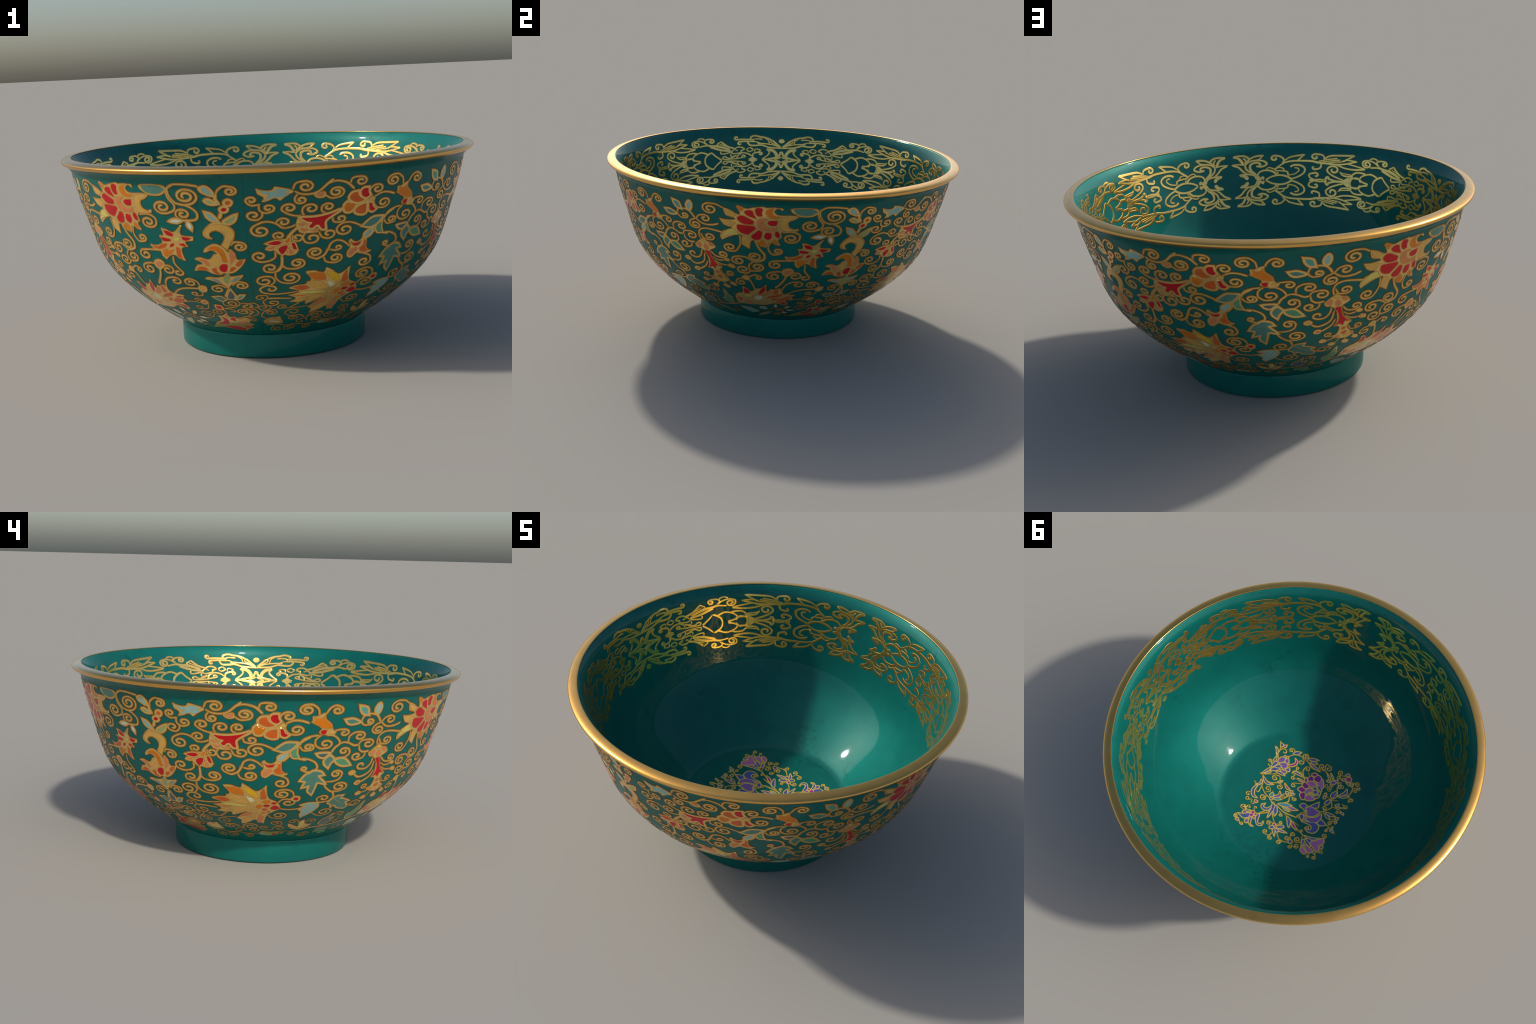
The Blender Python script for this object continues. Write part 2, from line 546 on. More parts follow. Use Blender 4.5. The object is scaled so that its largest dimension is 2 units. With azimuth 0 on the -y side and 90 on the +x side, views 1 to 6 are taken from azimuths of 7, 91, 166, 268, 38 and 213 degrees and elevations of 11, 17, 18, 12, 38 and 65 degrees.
plate([(191, 781), (209, 788), (237, 760), (249, 751), (259, 726), (290, 716), (307, 714), (277, 705), (238, 704), (203, 709), (191, 728), (184, 743)])
enamel("red", [(208, 780, 1), (263, 778), (319, 788), (360, 803, 1), (325, 781), (300, 757), (302, 723, 1), (290, 725), (276, 743), (264, 742), (252, 731), (239, 738), (251, 756), (231, 762)])
enamel("salmon", [(199, 752), (215, 755), (226, 749), (210, 742)], rim=0.5)
enamel("salmon", [(205, 731), (220, 730), (237, 724), (217, 718)], rim=0.5)
enamel("salmon", [(252, 718), (276, 725), (271, 717), (262, 714)], rim=0.5)
vine([(227, 711), (216, 693), (225, 668)], curl=(253, 684), turns=1.1)
vine([(280, 708), (292, 686), (315, 677)], curl=(319, 699), turns=1.1)
vine([(303, 795), (287, 802), (284, 819)], curl=(310, 820), turns=1.3)
vine([(329, 774), (335, 752), (360, 746)], curl=(363, 763), turns=1.1)
motif("lotus_flower")
plate([(53, 674, 1), (101, 691), (148, 694), (171, 701), (174, 681), (191, 667), (202, 624, 1), (187, 610), (158, 607), (140, 613), (121, 613), (99, 634), (69, 636), (64, 648), (76, 662)])
enamel("red", [(74, 670, 1), (109, 681), (132, 677), (126, 666), (107, 662)], rim=0.7)
enamel("orange", [(146, 676), (164, 694, 1), (166, 680), (155, 669)], rim=0.7)
enamel("salmon", [(78, 650), (109, 656), (95, 643), (83, 643)], rim=0.7)
enamel("red", [(121, 645), (140, 658), (156, 657), (152, 638), (135, 616, 1), (125, 629)], rim=0.7)
enamel("red", [(173, 668), (183, 667), (194, 637, 1), (180, 640)], rim=0.7)
enamel("salmon", [(160, 626), (168, 642), (180, 625), (166, 616)], rim=0.7)
vine([(197, 739), (172, 714), (154, 687)], width=1.2)
vine([(110, 690), (100, 706)], curl=(124, 704), turns=1.1)
vine([(176, 704), (179, 679), (201, 675)], curl=(195, 692), turns=1)
vine([(106, 630), (108, 609), (88, 592), (49, 586), (22, 598), (17, 613)], curl=(45, 613), turns=1.1)
motif("scroll")
vine([(133, 615), (134, 583), (128, 555), (109, 533)], width=1.15)
vine([(121, 546), (99, 533), (68, 536)], curl=(86, 555), turns=1.2)
vine([(133, 572), (147, 552), (190, 545), (219, 555)], curl=(196, 572), turns=1.5)
vine([(107, 535), (106, 506), (127, 478), (166, 467)], curl=(169, 499), turns=1.6)
motif("scroll")
vine([(82, 461), (102, 484), (91, 507), (63, 513)], curl=(58, 486), turns=1.3)
vine([(202, 413), (138, 405), (82, 406), (44, 419), (35, 440), (63, 460), (89, 457)], curl=(84, 438), turns=0.9)
vine([(175, 367), (115, 374), (65, 375)])
vine([(68, 373), (61, 396), (36, 399)], curl=(33, 381), turns=1.1, width=0.8)
vine([(66, 377), (43, 352), (51, 327), (77, 314), (110, 325)], curl=(91, 340), turns=1.1, width=0.9)
vine([(77, 314), (76, 295), (45, 278), (18, 291)], curl=(41, 304), turns=1, width=0.8)
vine([(64, 282), (33, 255), (24, 220), (49, 192)], width=0.8)
vine([(47, 268), (96, 281), (112, 257)], curl=(78, 255), turns=1.4, width=0.8)
vine([(-67, 303), (-38, 333), (-3, 342), (14, 323)], curl=(-15, 314), turns=0.9, width=0.8)
vine([(-88, 218), (-32, 222), (8, 249), (-2, 282), (-37, 287)], curl=(-33, 266), turns=1.1, width=0.8)
motif("chrysanthemum_flower")
plate([(148, 439, 1), (189, 456), (238, 464), (219, 480, 1), (255, 480), (222, 531, 1), (271, 533), (310, 520), (317, 549, 1), (352, 527), (388, 503), (439, 548, 1), (437, 510), (448, 459), (489, 432), (509, 381), (470, 346), (445, 322), (428, 226, 1), (384, 267), (375, 272), (337, 242), (291, 225), (288, 269), (263, 279, 1), (285, 307), (331, 345), (257, 311), (247, 336), (204, 332), (157, 340, 1), (195, 366), (146, 393, 1), (207, 412)])
enamel("orange", [(247, 516, 1), (294, 517), (321, 504), (326, 471, 1), (279, 479), (259, 493)], rim=0.35)
enamel("yellow", [(328, 520, 1), (368, 504), (389, 480), (392, 453, 1), (363, 469), (337, 496)], rim=0.35)
enamel("amber", [(244, 469, 1), (286, 470), (326, 449), (349, 416, 1), (299, 422), (263, 444)], rim=0.35)
enamel("vermilion", [(179, 443, 1), (234, 451), (259, 431, 1), (219, 421)], rim=0.35)
enamel("cream", [(339, 467, 1), (379, 442, 1), (361, 425), (345, 444)], rim=0.35)
enamel("lemon", [(217, 401), (239, 414), (340, 402, 1), (337, 392), (277, 393), (231, 397)], rim=0.35)
enamel("orange", [(175, 388, 1), (216, 388), (272, 388, 1), (214, 379)], rim=0.35)
enamel("amber", [(185, 349, 1), (225, 368), (253, 369, 1), (237, 341), (205, 337)], rim=0.35)
enamel("amber", [(258, 348), (279, 381), (346, 374, 1), (290, 347), (258, 316)], rim=0.35)
enamel("salmon", [(284, 297, 1), (316, 332), (350, 348, 1), (354, 326), (314, 308)], rim=0.35)
enamel("amber", [(299, 260), (327, 294), (382, 328, 1), (372, 288), (307, 250)], rim=0.35)
enamel("vermilion", [(406, 488), (420, 519, 1), (431, 455), (407, 449, 1)], rim=0.35)
enamel("salmon", [(390, 279), (400, 330, 1), (425, 312, 1), (406, 248), (391, 253)], rim=0.35)
enamel("amber", [(378, 417), (398, 437), (407, 434), (405, 419)], rim=0.35)
enamel("orange", [(415, 427), (429, 443), (451, 439), (447, 420)], rim=0.35)
enamel("red", [(457, 420), (469, 430), (484, 425), (475, 413)], rim=0.35)
enamel("amber", [(352, 394), (362, 405), (370, 397), (362, 385)], rim=0.35)
enamel("orange", [(382, 394), (395, 408), (410, 407), (408, 383), (392, 378)], rim=0.35)
enamel("red", [(419, 402), (430, 412), (456, 405, 1), (436, 392)], rim=0.35)
enamel("red", [(455, 381), (471, 403), (487, 401), (504, 383, 1), (479, 370)], rim=0.35)
enamel("vermilion", [(413, 371), (426, 382), (442, 372), (427, 362)], rim=0.35)
enamel("red", [(436, 350), (458, 361, 1), (449, 348)], rim=0.35)
enamel("orange", [(408, 342), (419, 351), (433, 341), (417, 335)], rim=0.35)
enamel("amber", [(357, 367), (369, 375), (379, 369), (366, 361)], rim=0.35)
enamel("amber", [(382, 360), (392, 367), (403, 361), (390, 355)], rim=0.35)
enamel("amber", [(361, 344), (392, 341), (365, 332)], rim=0.35)
motif("scroll")
vine([(490, 421), (503, 443), (534, 451), (568, 438)], curl=(540, 424), turns=1.2)
enamel("red", [(558, 452, 1), (569, 462), (584, 459), (584, 445), (573, 442)])
vine([(562, 463), (555, 492), (532, 508), (506, 510)], curl=(506, 482), turns=1.6)
vine([(504, 379), (550, 372), (595, 377), (627, 390)])
vine([(445, 322), (469, 298), (507, 291)], curl=(507, 320), turns=1.5, width=0.9)
motif("scroll")
vine([(269, 296), (208, 289), (166, 290), (122, 289)], curl=(140, 305), turns=1.1, width=0.8)
vine([(179, 295), (223, 330)], width=0.9)
vine([(280, 181), (253, 214), (187, 215), (155, 238)], curl=(198, 251), turns=1.2, width=0.8)
vine([(274, 186), (240, 215), (183, 203)], curl=(213, 190), turns=1.3, width=0.8)
vine([(292, 176), (316, 222), (351, 232)], curl=(346, 201), turns=1.4, width=0.8)
vine([(309, 148), (278, 174), (235, 154)], curl=(265, 144), turns=0.8, width=0.7)
vine([(338, 151), (364, 177), (394, 159)], curl=(373, 147), turns=0.9, width=0.7)
motif("bud")
plate([(27, 174), (69, 208), (114, 213), (123, 226, 1), (138, 194), (157, 133, 1), (71, 121), (26, 142)])
enamel("salmon", [(69, 194), (100, 204), (106, 187, 1)], rim=0.4)
enamel("cream", [(62, 167), (109, 163), (136, 145, 1), (74, 155)], rim=0.4)
motif("scroll")
vine([(41, 113), (113, 124), (166, 107), (247, 114), (301, 101), (403, 110)], width=0.8)
vine([(86, 104), (68, 59), (117, 50)], curl=(106, 71), turns=1, width=0.8)
vine([(167, 101), (163, 51), (229, 69)], curl=(202, 86), turns=1.2, width=0.8)
vine([(294, 86), (313, 52), (352, 70)], curl=(325, 78), turns=1, width=0.8)
vine([(391, 111), (466, 117), (529, 135), (596, 143)], width=0.8)
plate([(391, 103), (413, 141), (464, 135), (522, 135), (538, 91), (470, 77), (422, 83)])
enamel("pale", [(403, 104), (417, 126), (440, 113), (418, 90)], rim=0.4)
enamel("red", [(490, 99), (510, 117), (528, 103), (511, 88)], rim=0.4)
vine([(306, 138), (292, 184), (311, 223), (344, 229)], curl=(346, 199), turns=1.4, width=0.8)
vine([(389, 139), (345, 135)], curl=(361, 155), turns=0.9, width=0.7)
motif("scroll")
vine([(482, 160), (500, 203), (534, 215)], width=0.8)
vine([(516, 209), (536, 227), (527, 256)], curl=(497, 242), turns=1.3, width=0.8)
vine([(501, 197), (536, 203), (557, 182)], curl=(531, 177), turns=1, width=0.8)
vine([(490, 157), (424, 162), (406, 181)], curl=(433, 192), turns=1.1, width=0.8)
vine([(530, 128), (543, 106)], curl=(555, 116), turns=1, width=0.7)
motif("lily_flower")
plate([(571, 237), (598, 230), (643, 203), (638, 256), (668, 280, 1), (685, 234), (731, 222, 1), (708, 182), (669, 154), (614, 166), (579, 201)])
enamel("amber", [(586, 213), (614, 208), (649, 176, 1), (610, 179)], rim=0.4)
enamel("lemon", [(650, 202), (658, 254, 1), (669, 258), (672, 200)], rim=0.4)
enamel("amber", [(664, 174), (695, 209), (729, 220, 1), (695, 171)], rim=0.4)
vine([(651, 208), (630, 262), (602, 274), (575, 260)], curl=(601, 256), turns=0.8, width=0.8)
vine([(679, 241), (693, 272), (725, 270)], curl=(719, 255), turns=1, width=0.8)
motif("branch")
vine([(606, 124), (640, 143), (693, 151), (756, 175), (820, 176)])
enamel("teal", [(609, 102), (628, 115), (651, 106), (636, 86)], rim=0.6)
vine([(692, 72), (747, 55), (778, 89)], curl=(732, 89), turns=1.4, width=0.8)
vine([(728, 175), (820, 182), (926, 202), (982, 217), (1049, 249), (1111, 267)], width=1.1)
enamel("slate", [(781, 219), (783, 253), (813, 285), (828, 312, 1), (831, 256), (852, 273, 1), (852, 235), (827, 199), (797, 205)], rim=0.7)
vine([(842, 295), (853, 322), (889, 315)], curl=(877, 301), turns=1, width=0.8)
vine([(900, 284), (891, 244), (875, 225)], curl=(895, 229), turns=1, width=0.8)
enamel("green", [(966, 238), (946, 284), (969, 303), (989, 388, 1), (1009, 317), (1014, 330, 1), (1008, 274), (998, 241)], rim=0.7)
enamel("pale", [(1068, 145), (1041, 201), (1107, 200, 1), (1166, 152), (1141, 129), (1105, 109, 1)], rim=0.6)
enamel("teal", [(806, 138), (829, 157), (893, 147, 1), (914, 115), (865, 122)], rim=0.5)
enamel("green", [(816, 94), (835, 105), (902, 63), (945, 80, 1), (869, 118), (816, 129)], rim=0.5)
vine([(974, 171), (1010, 123), (951, 112)], curl=(972, 120), turns=0.8, width=0.8)
motif("vine_leaf")
enamel("teal", [(583, 561, 1), (599, 585), (620, 598), (635, 607), (666, 602), (679, 589, 1), (656, 585), (672, 563), (694, 541, 1), (658, 549), (649, 519), (642, 482, 1), (624, 502), (626, 533), (595, 524, 1), (605, 555)])
vine([(622, 606), (636, 587), (640, 559)], width=0.75)
motif("vine_leaf")
enamel("teal", [(751, 411), (762, 435), (776, 451), (814, 457, 1), (807, 437), (830, 430), (867, 413, 1), (847, 409), (876, 367), (868, 356, 1), (824, 367), (791, 393), (779, 378, 1), (770, 400)], rim=0.9)
vine([(767, 445), (795, 424), (830, 399)], width=0.7)
motif("vine_leaf")
enamel("pale", [(608, 372, 1), (637, 393), (610, 406, 1), (642, 416), (690, 416, 1), (698, 392), (687, 364), (664, 334), (632, 306, 1), (624, 328), (628, 351)], rim=0.9)
vine([(692, 416), (671, 395), (656, 371)], width=0.6)
motif("scroll")
vine([(568, 674), (601, 670), (637, 651), (647, 624), (624, 603)])
vine([(626, 604), (601, 605), (577, 616)], curl=(591, 621), turns=1.1)
vine([(700, 548), (737, 549), (765, 563), (773, 587)], curl=(743, 588), turns=1.4)
vine([(694, 551), (699, 525), (726, 498), (752, 481), (762, 452)])
vine([(744, 491), (780, 489), (811, 503)], curl=(775, 516), turns=1.5)
vine([(762, 452), (747, 429), (720, 421), (690, 420)])
vine([(689, 423), (678, 449), (701, 465)], curl=(713, 448), turns=1)
vine([(683, 336), (727, 307), (769, 307)], curl=(755, 338), turns=1.4, width=0.9)
vine([(871, 393), (898, 370), (941, 368), (956, 390), (920, 410)], curl=(918, 387), turns=1, width=0.8)
motif("peony_flower")
plate([(376, 828), (400, 844), (439, 845), (471, 836), (508, 846), (480, 812), (456, 811), (420, 806), (392, 795), (368, 809)])
enamel("vermilion", [(392, 853), (403, 871), (423, 875, 1), (431, 855), (455, 836, 1), (428, 829), (402, 839)])
enamel("orange", [(374, 819), (384, 832, 1), (420, 820, 1), (401, 792), (380, 794)])
enamel("vermilion", [(421, 788), (430, 808), (464, 820, 1), (465, 779), (445, 775)])
enamel("red", [(438, 874), (448, 886), (466, 887, 1), (468, 868), (475, 856, 1), (463, 847), (445, 855)])
enamel("red", [(477, 820, 1), (489, 819, 1), (496, 802), (509, 790, 1), (498, 782), (483, 789)])
enamel("amber", [(469, 831), (489, 845, 1), (495, 834)], rim=0.6)
motif("scroll")
vine([(300, 919), (331, 930), (360, 926), (383, 915), (409, 888)])
vine([(297, 873), (321, 857), (354, 861)], curl=(338, 883), turns=1.6)
vine([(391, 913), (396, 934), (413, 940), (436, 940)], curl=(434, 920), turns=1.3)
vine([(498, 846), (528, 860), (558, 859), (593, 847)])
vine([(480, 856), (474, 877), (486, 894)], curl=(507, 879), turns=1.3)
vine([(500, 846), (496, 822), (513, 797), (540, 791)], curl=(543, 815), turns=1.4)
vine([(486, 709), (454, 721), (412, 740), (381, 743), (360, 733)], curl=(386, 711), turns=1.4)
motif("leaf_spray")
enamel("teal", [(465, 719, 1), (504, 749), (548, 750, 1), (527, 724), (498, 711)])
enamel("green", [(528, 709), (550, 727, 1), (552, 696), (561, 677, 1), (536, 681)], rim=0.8)
enamel("pale", [(476, 678), (489, 691), (512, 701, 1), (504, 681), (484, 664)], rim=0.9)
vine([(497, 660), (513, 678), (538, 714), (560, 749), (582, 769), (606, 783)], width=1.1)
vine([(541, 677), (574, 670), (597, 665)])
vine([(558, 737), (577, 714), (611, 715)], curl=(598, 730), turns=1.4)
motif("bell_flower")
plate([(403, 656), (422, 674, 1), (428, 659), (446, 652), (462, 663), (466, 686), (482, 699), (500, 673), (495, 653), (495, 622), (509, 603), (531, 611, 1), (521, 590), (493, 582), (459, 592), (426, 570), (404, 580), (401, 607), (412, 628)])
enamel("red", [(415, 651, 1), (433, 641), (465, 646, 1), (453, 631), (433, 631)], rim=0.5)
enamel("vermilion", [(460, 613), (475, 629), (478, 651, 1), (488, 649, 1), (491, 614), (507, 598, 1), (476, 596)], rim=0.5)
enamel("salmon", [(411, 604), (420, 615), (446, 621), (449, 608), (423, 583), (413, 590)], rim=0.5)
vine([(414, 630), (386, 655), (356, 665), (332, 653), (320, 624), (304, 599), (270, 583)])
vine([(329, 624), (355, 618), (377, 625)], curl=(362, 630), turns=0.8)
vine([(458, 595), (492, 585), (519, 571), (528, 549)], curl=(494, 547), turns=1.3)
vine([(318, 631), (309, 601), (275, 587), (244, 599)], curl=(268, 617), turns=1.6)
vine([(304, 596), (315, 570), (346, 559)], curl=(357, 582), turns=1.5)
motif("tulip_flower")
plate([(592, 887, 1), (616, 884), (640, 896), (656, 900), (661, 871), (686, 846), (698, 816), (713, 811), (703, 786), (677, 784), (642, 788), (629, 804), (638, 821), (615, 836), (589, 853), (598, 861)])
enamel("orange", [(601, 853), (613, 856, 1), (611, 874, 1), (636, 870), (648, 881, 1), (658, 859), (677, 844), (684, 824), (646, 825), (627, 841)], rim=0.5)
enamel("red", [(642, 801), (645, 813), (666, 814, 1), (662, 795), (652, 792)], rim=0.5)
enamel("amber", [(677, 801), (686, 812), (695, 809), (695, 796)], rim=0.5)
vine([(628, 884), (622, 913), (598, 933), (576, 934)], curl=(578, 909), turns=1.6)
vine([(655, 891), (669, 916), (692, 929), (715, 921)], curl=(700, 905), turns=1.3)
vine([(702, 809), (721, 813), (743, 814)], curl=(744, 796), turns=1.2)
motif("scroll")
vine([(635, 788), (600, 782), (572, 767), (558, 737)])
vine([(646, 788), (627, 771), (625, 743), (650, 722), (679, 723)], curl=(670, 745), turns=1.2)
vine([(668, 787), (696, 786), (719, 770), (733, 744), (713, 724), (701, 699)])
vine([(731, 741), (750, 749), (775, 744), (802, 730), (824, 732)])
vine([(770, 747), (771, 777), (794, 795), (817, 797)], curl=(820, 775), turns=1.3)
vine([(824, 732), (833, 750), (865, 756)], curl=(872, 733), turns=1.3)
vine([(828, 727), (832, 708), (854, 693), (886, 696)])
vine([(868, 692), (861, 667), (829, 654)], curl=(826, 674), turns=1.1)
motif("leaf_spray")
enamel("slate", [(641, 694, 1), (665, 696), (689, 696, 1), (669, 679), (651, 684)])
enamel("teal", [(677, 659), (692, 679), (701, 681, 1), (715, 665), (702, 645), (696, 628, 1), (681, 643)])
enamel("green", [(728, 659), (744, 666), (769, 662), (798, 633, 1), (765, 633), (740, 645)])
vine([(696, 702), (712, 673), (731, 669)])
vine([(722, 670), (762, 672), (786, 689), (784, 709)], curl=(759, 704), turns=1.2)
motif("leaf_spray")
enamel("jade", [(800, 919, 1), (814, 916), (829, 909), (837, 882, 1), (818, 886), (805, 902)])
enamel("teal", [(745, 858, 1), (772, 860), (804, 846, 1), (772, 840), (755, 845)])
enamel("pale", [(874, 908), (888, 927), (895, 914), (894, 900), (885, 884), (875, 891)])
vine([(813, 847), (820, 871), (846, 882), (875, 878), (892, 866), (909, 838)])
vine([(814, 842), (831, 829), (858, 830)], curl=(854, 845), turns=1.3)
vine([(913, 835), (930, 858), (955, 866)], curl=(960, 846), turns=1.2)
vine([(913, 838), (883, 822), (875, 803)], curl=(906, 802), turns=1.5)
vine([(913, 838), (939, 818), (965, 812), (996, 815), (1027, 826)])
motif("scroll")
vine([(925, 721), (917, 743), (925, 774), (957, 789), (1026, 781), (1070, 769)])
vine([(927, 752), (942, 728), (975, 722)], curl=(970, 743), turns=1.3)
motif("pendant_flower")
plate([(918, 722), (934, 735), (951, 719), (973, 712), (1000, 690), (995, 675), (979, 665), (968, 656), (976, 614), (1017, 576), (1026, 566), (1006, 543), (1025, 513), (1051, 492), (1037, 468), (1014, 456), (966, 462), (937, 481), (957, 504), (960, 542), (934, 547), (945, 581), (935, 638), (915, 658), (893, 662), (881, 685), (895, 702)])
enamel("amber", [(923, 713), (933, 722), (949, 714), (937, 703)], rim=0.4)
enamel("salmon", [(957, 702), (972, 707), (988, 695), (974, 686)], rim=0.4)
enamel("salmon", [(895, 683), (908, 697), (919, 693), (914, 672)], rim=0.4)
enamel("salmon", [(933, 682), (942, 694), (957, 677), (950, 663), (936, 668)], rim=0.4)
enamel("red", [(935, 653), (959, 655, 1), (972, 609), (992, 582), (1011, 569, 1), (985, 572), (980, 552), (965, 562), (945, 553, 1), (957, 584), (952, 619)], rim=0.4)
enamel("vermilion", [(977, 529), (985, 538), (997, 532), (987, 523)], rim=0.4)
enamel("vermilion", [(982, 501), (995, 511), (1006, 505), (997, 492)], rim=0.4)
enamel("salmon", [(1025, 496), (1033, 501), (1039, 496), (1031, 488)], rim=0.4)
enamel("amber", [(997, 480), (1011, 487), (1025, 479), (1009, 473)], rim=0.4)
enamel("salmon", [(957, 478), (969, 484), (977, 478), (970, 469)], rim=0.4)
vine([(918, 655), (911, 626), (889, 605), (861, 604)], curl=(863, 623), turns=0.9)
vine([(931, 634), (922, 591), (897, 570), (862, 562), (837, 576)])
plate([(801, 589), (814, 602), (833, 602), (845, 586), (835, 574), (813, 574)])
enamel("amber", [(814, 588), (825, 592), (831, 585), (821, 584)], rim=0.4)
vine([(940, 587), (925, 558), (902, 541), (883, 529)])
plate([(847, 529), (861, 544), (882, 542), (888, 529), (875, 514), (854, 518)])
enamel("vermilion", [(861, 530), (871, 534), (878, 530), (870, 524)], rim=0.4)
vine([(969, 654), (989, 633), (1021, 627), (1048, 636)], curl=(1028, 647), turns=1.2)
vine([(977, 622), (1000, 609), (1035, 612)], width=0.9)
plate([(1029, 619), (1042, 629), (1060, 625), (1065, 610), (1046, 606)])
vine([(984, 601), (1015, 585), (1050, 583)], width=0.9)
plate([(1047, 583), (1062, 596), (1087, 587), (1088, 570), (1062, 570)])
enamel("amber", [(1059, 586), (1072, 587), (1075, 582), (1063, 579)], rim=0.4)
vine([(1008, 543), (1023, 519), (1050, 515)], curl=(1054, 532), turns=1.3, width=0.9)
vine([(966, 498), (945, 489), (912, 490)], curl=(921, 503), turns=1.2, width=0.9)
plate([(881, 460), (895, 476), (921, 466), (919, 451), (895, 444)])
enamel("amber", [(893, 459), (904, 464), (912, 460), (901, 453)], rim=0.4)
vine([(915, 460), (954, 473)], width=0.9)
plate([(930, 423), (943, 441), (968, 434), (971, 415), (949, 408)])
enamel("amber", [(942, 427), (953, 432), (962, 427), (951, 419)], rim=0.4)
vine([(962, 427), (981, 462)], width=0.8)
plate([(998, 429), (1008, 450), (1039, 437), (1038, 415), (1017, 414)])
vine([(1016, 440), (1010, 469)], width=0.8)
plate([(1042, 459), (1056, 473), (1079, 462), (1081, 442), (1062, 441)])
vine([(1056, 466), (1034, 487)], width=0.8)
motif("great_lotus_flower")
plate([(1049, 927, 1), (1088, 913), (1124, 895), (1105, 937, 1), (1132, 940), (1159, 929), (1187, 937), (1244, 939), (1267, 840), (1256, 732), (1242, 701, 1), (1205, 728), (1181, 744), (1171, 695, 1), (1132, 712), (1119, 737), (1128, 771), (1078, 756), (1033, 728, 1), (1023, 754), (1039, 789), (1082, 813), (1045, 831), (1021, 868, 1), (1052, 861), (1100, 864), (1063, 876), (1051, 903)])
enamel("red", [(1148, 906), (1167, 918), (1185, 915, 1), (1191, 894), (1201, 873, 1), (1184, 879), (1162, 888)], rim=0.4)
enamel("red", [(1196, 924), (1211, 934), (1229, 927), (1225, 907), (1228, 891, 1), (1211, 887), (1199, 900)], rim=0.4)
enamel("red", [(1115, 869), (1126, 883), (1142, 885), (1169, 872), (1189, 860, 1), (1187, 841, 1), (1154, 839), (1129, 848)], rim=0.4)
enamel("red", [(1112, 828), (1119, 834), (1154, 833), (1193, 831, 1), (1199, 820, 1), (1180, 798), (1161, 780, 1), (1133, 787), (1115, 803)], rim=0.4)
enamel("red", [(1176, 774), (1194, 793), (1211, 809), (1226, 802, 1), (1220, 766), (1205, 754), (1184, 757)], rim=0.4)
enamel("red", [(1235, 776), (1242, 799, 1), (1267, 800, 1), (1267, 769), (1252, 756, 1), (1239, 764)], rim=0.4)
enamel("orange", [(1120, 937), (1145, 924, 1), (1135, 909, 1), (1123, 920)], rim=0.4)
enamel("amber", [(1063, 907), (1085, 902), (1111, 890, 1), (1095, 874, 1), (1075, 884)], rim=0.4)
enamel("amber", [(1039, 848, 1), (1073, 852), (1108, 842, 1), (1083, 817, 1), (1055, 827)], rim=0.4)
enamel("lemon", [(1036, 751, 1), (1045, 775), (1072, 800), (1099, 806, 1), (1116, 776, 1), (1069, 767)], rim=0.4)
enamel("amber", [(1134, 760), (1151, 767), (1170, 749, 1), (1166, 728), (1164, 700, 1), (1149, 711), (1135, 724)], rim=0.4)
enamel("orange", [(1205, 741, 1), (1226, 756, 1), (1240, 740), (1238, 719, 1), (1221, 718)], rim=0.4)
plate([(1207, 920), (1241, 939), (1300, 941), (1317, 938), (1322, 924, 1), (1311, 916), (1298, 930), (1283, 917), (1296, 903), (1362, 902), (1391, 893), (1372, 873), (1348, 861), (1347, 838), (1363, 827), (1374, 827), (1380, 840, 1), (1390, 824), (1387, 810), (1364, 804), (1317, 802), (1317, 769), (1302, 757), (1317, 718, 1), (1282, 726), (1268, 737), (1249, 736), (1240, 780), (1217, 837)])
enamel("red", [(1283, 800), (1296, 810, 1), (1304, 790), (1304, 772, 1), (1288, 777)], rim=0.4)
enamel("red", [(1250, 854), (1257, 865), (1295, 869, 1), (1289, 844), (1269, 839), (1255, 845)], rim=0.4)
enamel("salmon", [(1204, 850), (1217, 874), (1251, 876, 1), (1233, 861), (1237, 841), (1262, 825), (1291, 830, 1), (1289, 815), (1251, 810), (1219, 819)], rim=0.4)
enamel("orange", [(1242, 909), (1250, 926), (1278, 937, 1), (1270, 916), (1279, 895), (1316, 888, 1), (1284, 880), (1257, 885)], rim=0.4)
enamel("amber", [(1307, 842), (1310, 865), (1332, 887), (1373, 890, 1), (1345, 872), (1335, 852), (1343, 826), (1364, 815, 1), (1330, 811), (1312, 822)], rim=0.4)
enamel("orange", [(1272, 752), (1281, 763, 1), (1291, 753), (1293, 732, 1), (1277, 740)], rim=0.4)
motif("scroll")
vine([(1317, 802), (1367, 804), (1395, 786), (1393, 759)], curl=(1356, 768), turns=1.5)
vine([(1263, 743), (1253, 706), (1271, 672), (1297, 672)], curl=(1297, 690), turns=1.3)
vine([(1051, 917), (1024, 932), (988, 935)], curl=(989, 904), turns=1.6)
vine([(1123, 768), (1123, 720), (1098, 677), (1069, 672)], curl=(1071, 696), turns=1.4)
vine([(1193, 745), (1211, 702), (1236, 665), (1230, 635), (1183, 620)], width=1.1)
vine([(1183, 620), (1146, 644), (1108, 647)], curl=(1107, 620), turns=1.5)
vine([(1161, 636), (1167, 664), (1191, 670)], curl=(1188, 647), turns=1.2)
vine([(1183, 623), (1159, 595), (1165, 566), (1204, 565)], curl=(1201, 589), turns=1.4)
vine([(1170, 565), (1146, 545), (1114, 547)], curl=(1129, 568), turns=1.2)
motif("leaf_spray")
plate([(1342, 937, 1), (1456, 940), (1477, 920), (1448, 890), (1393, 887), (1366, 901), (1348, 917)])
enamel("teal", [(1358, 934, 1), (1412, 936), (1443, 932), (1465, 918, 1), (1436, 901), (1404, 899), (1374, 909)], rim=0.5)
vine([(1467, 915), (1474, 878), (1493, 852), (1488, 826), (1466, 815)], curl=(1439, 840), turns=1.7)
motif("scroll")
vine([(1465, 912), (1485, 931), (1502, 939)])
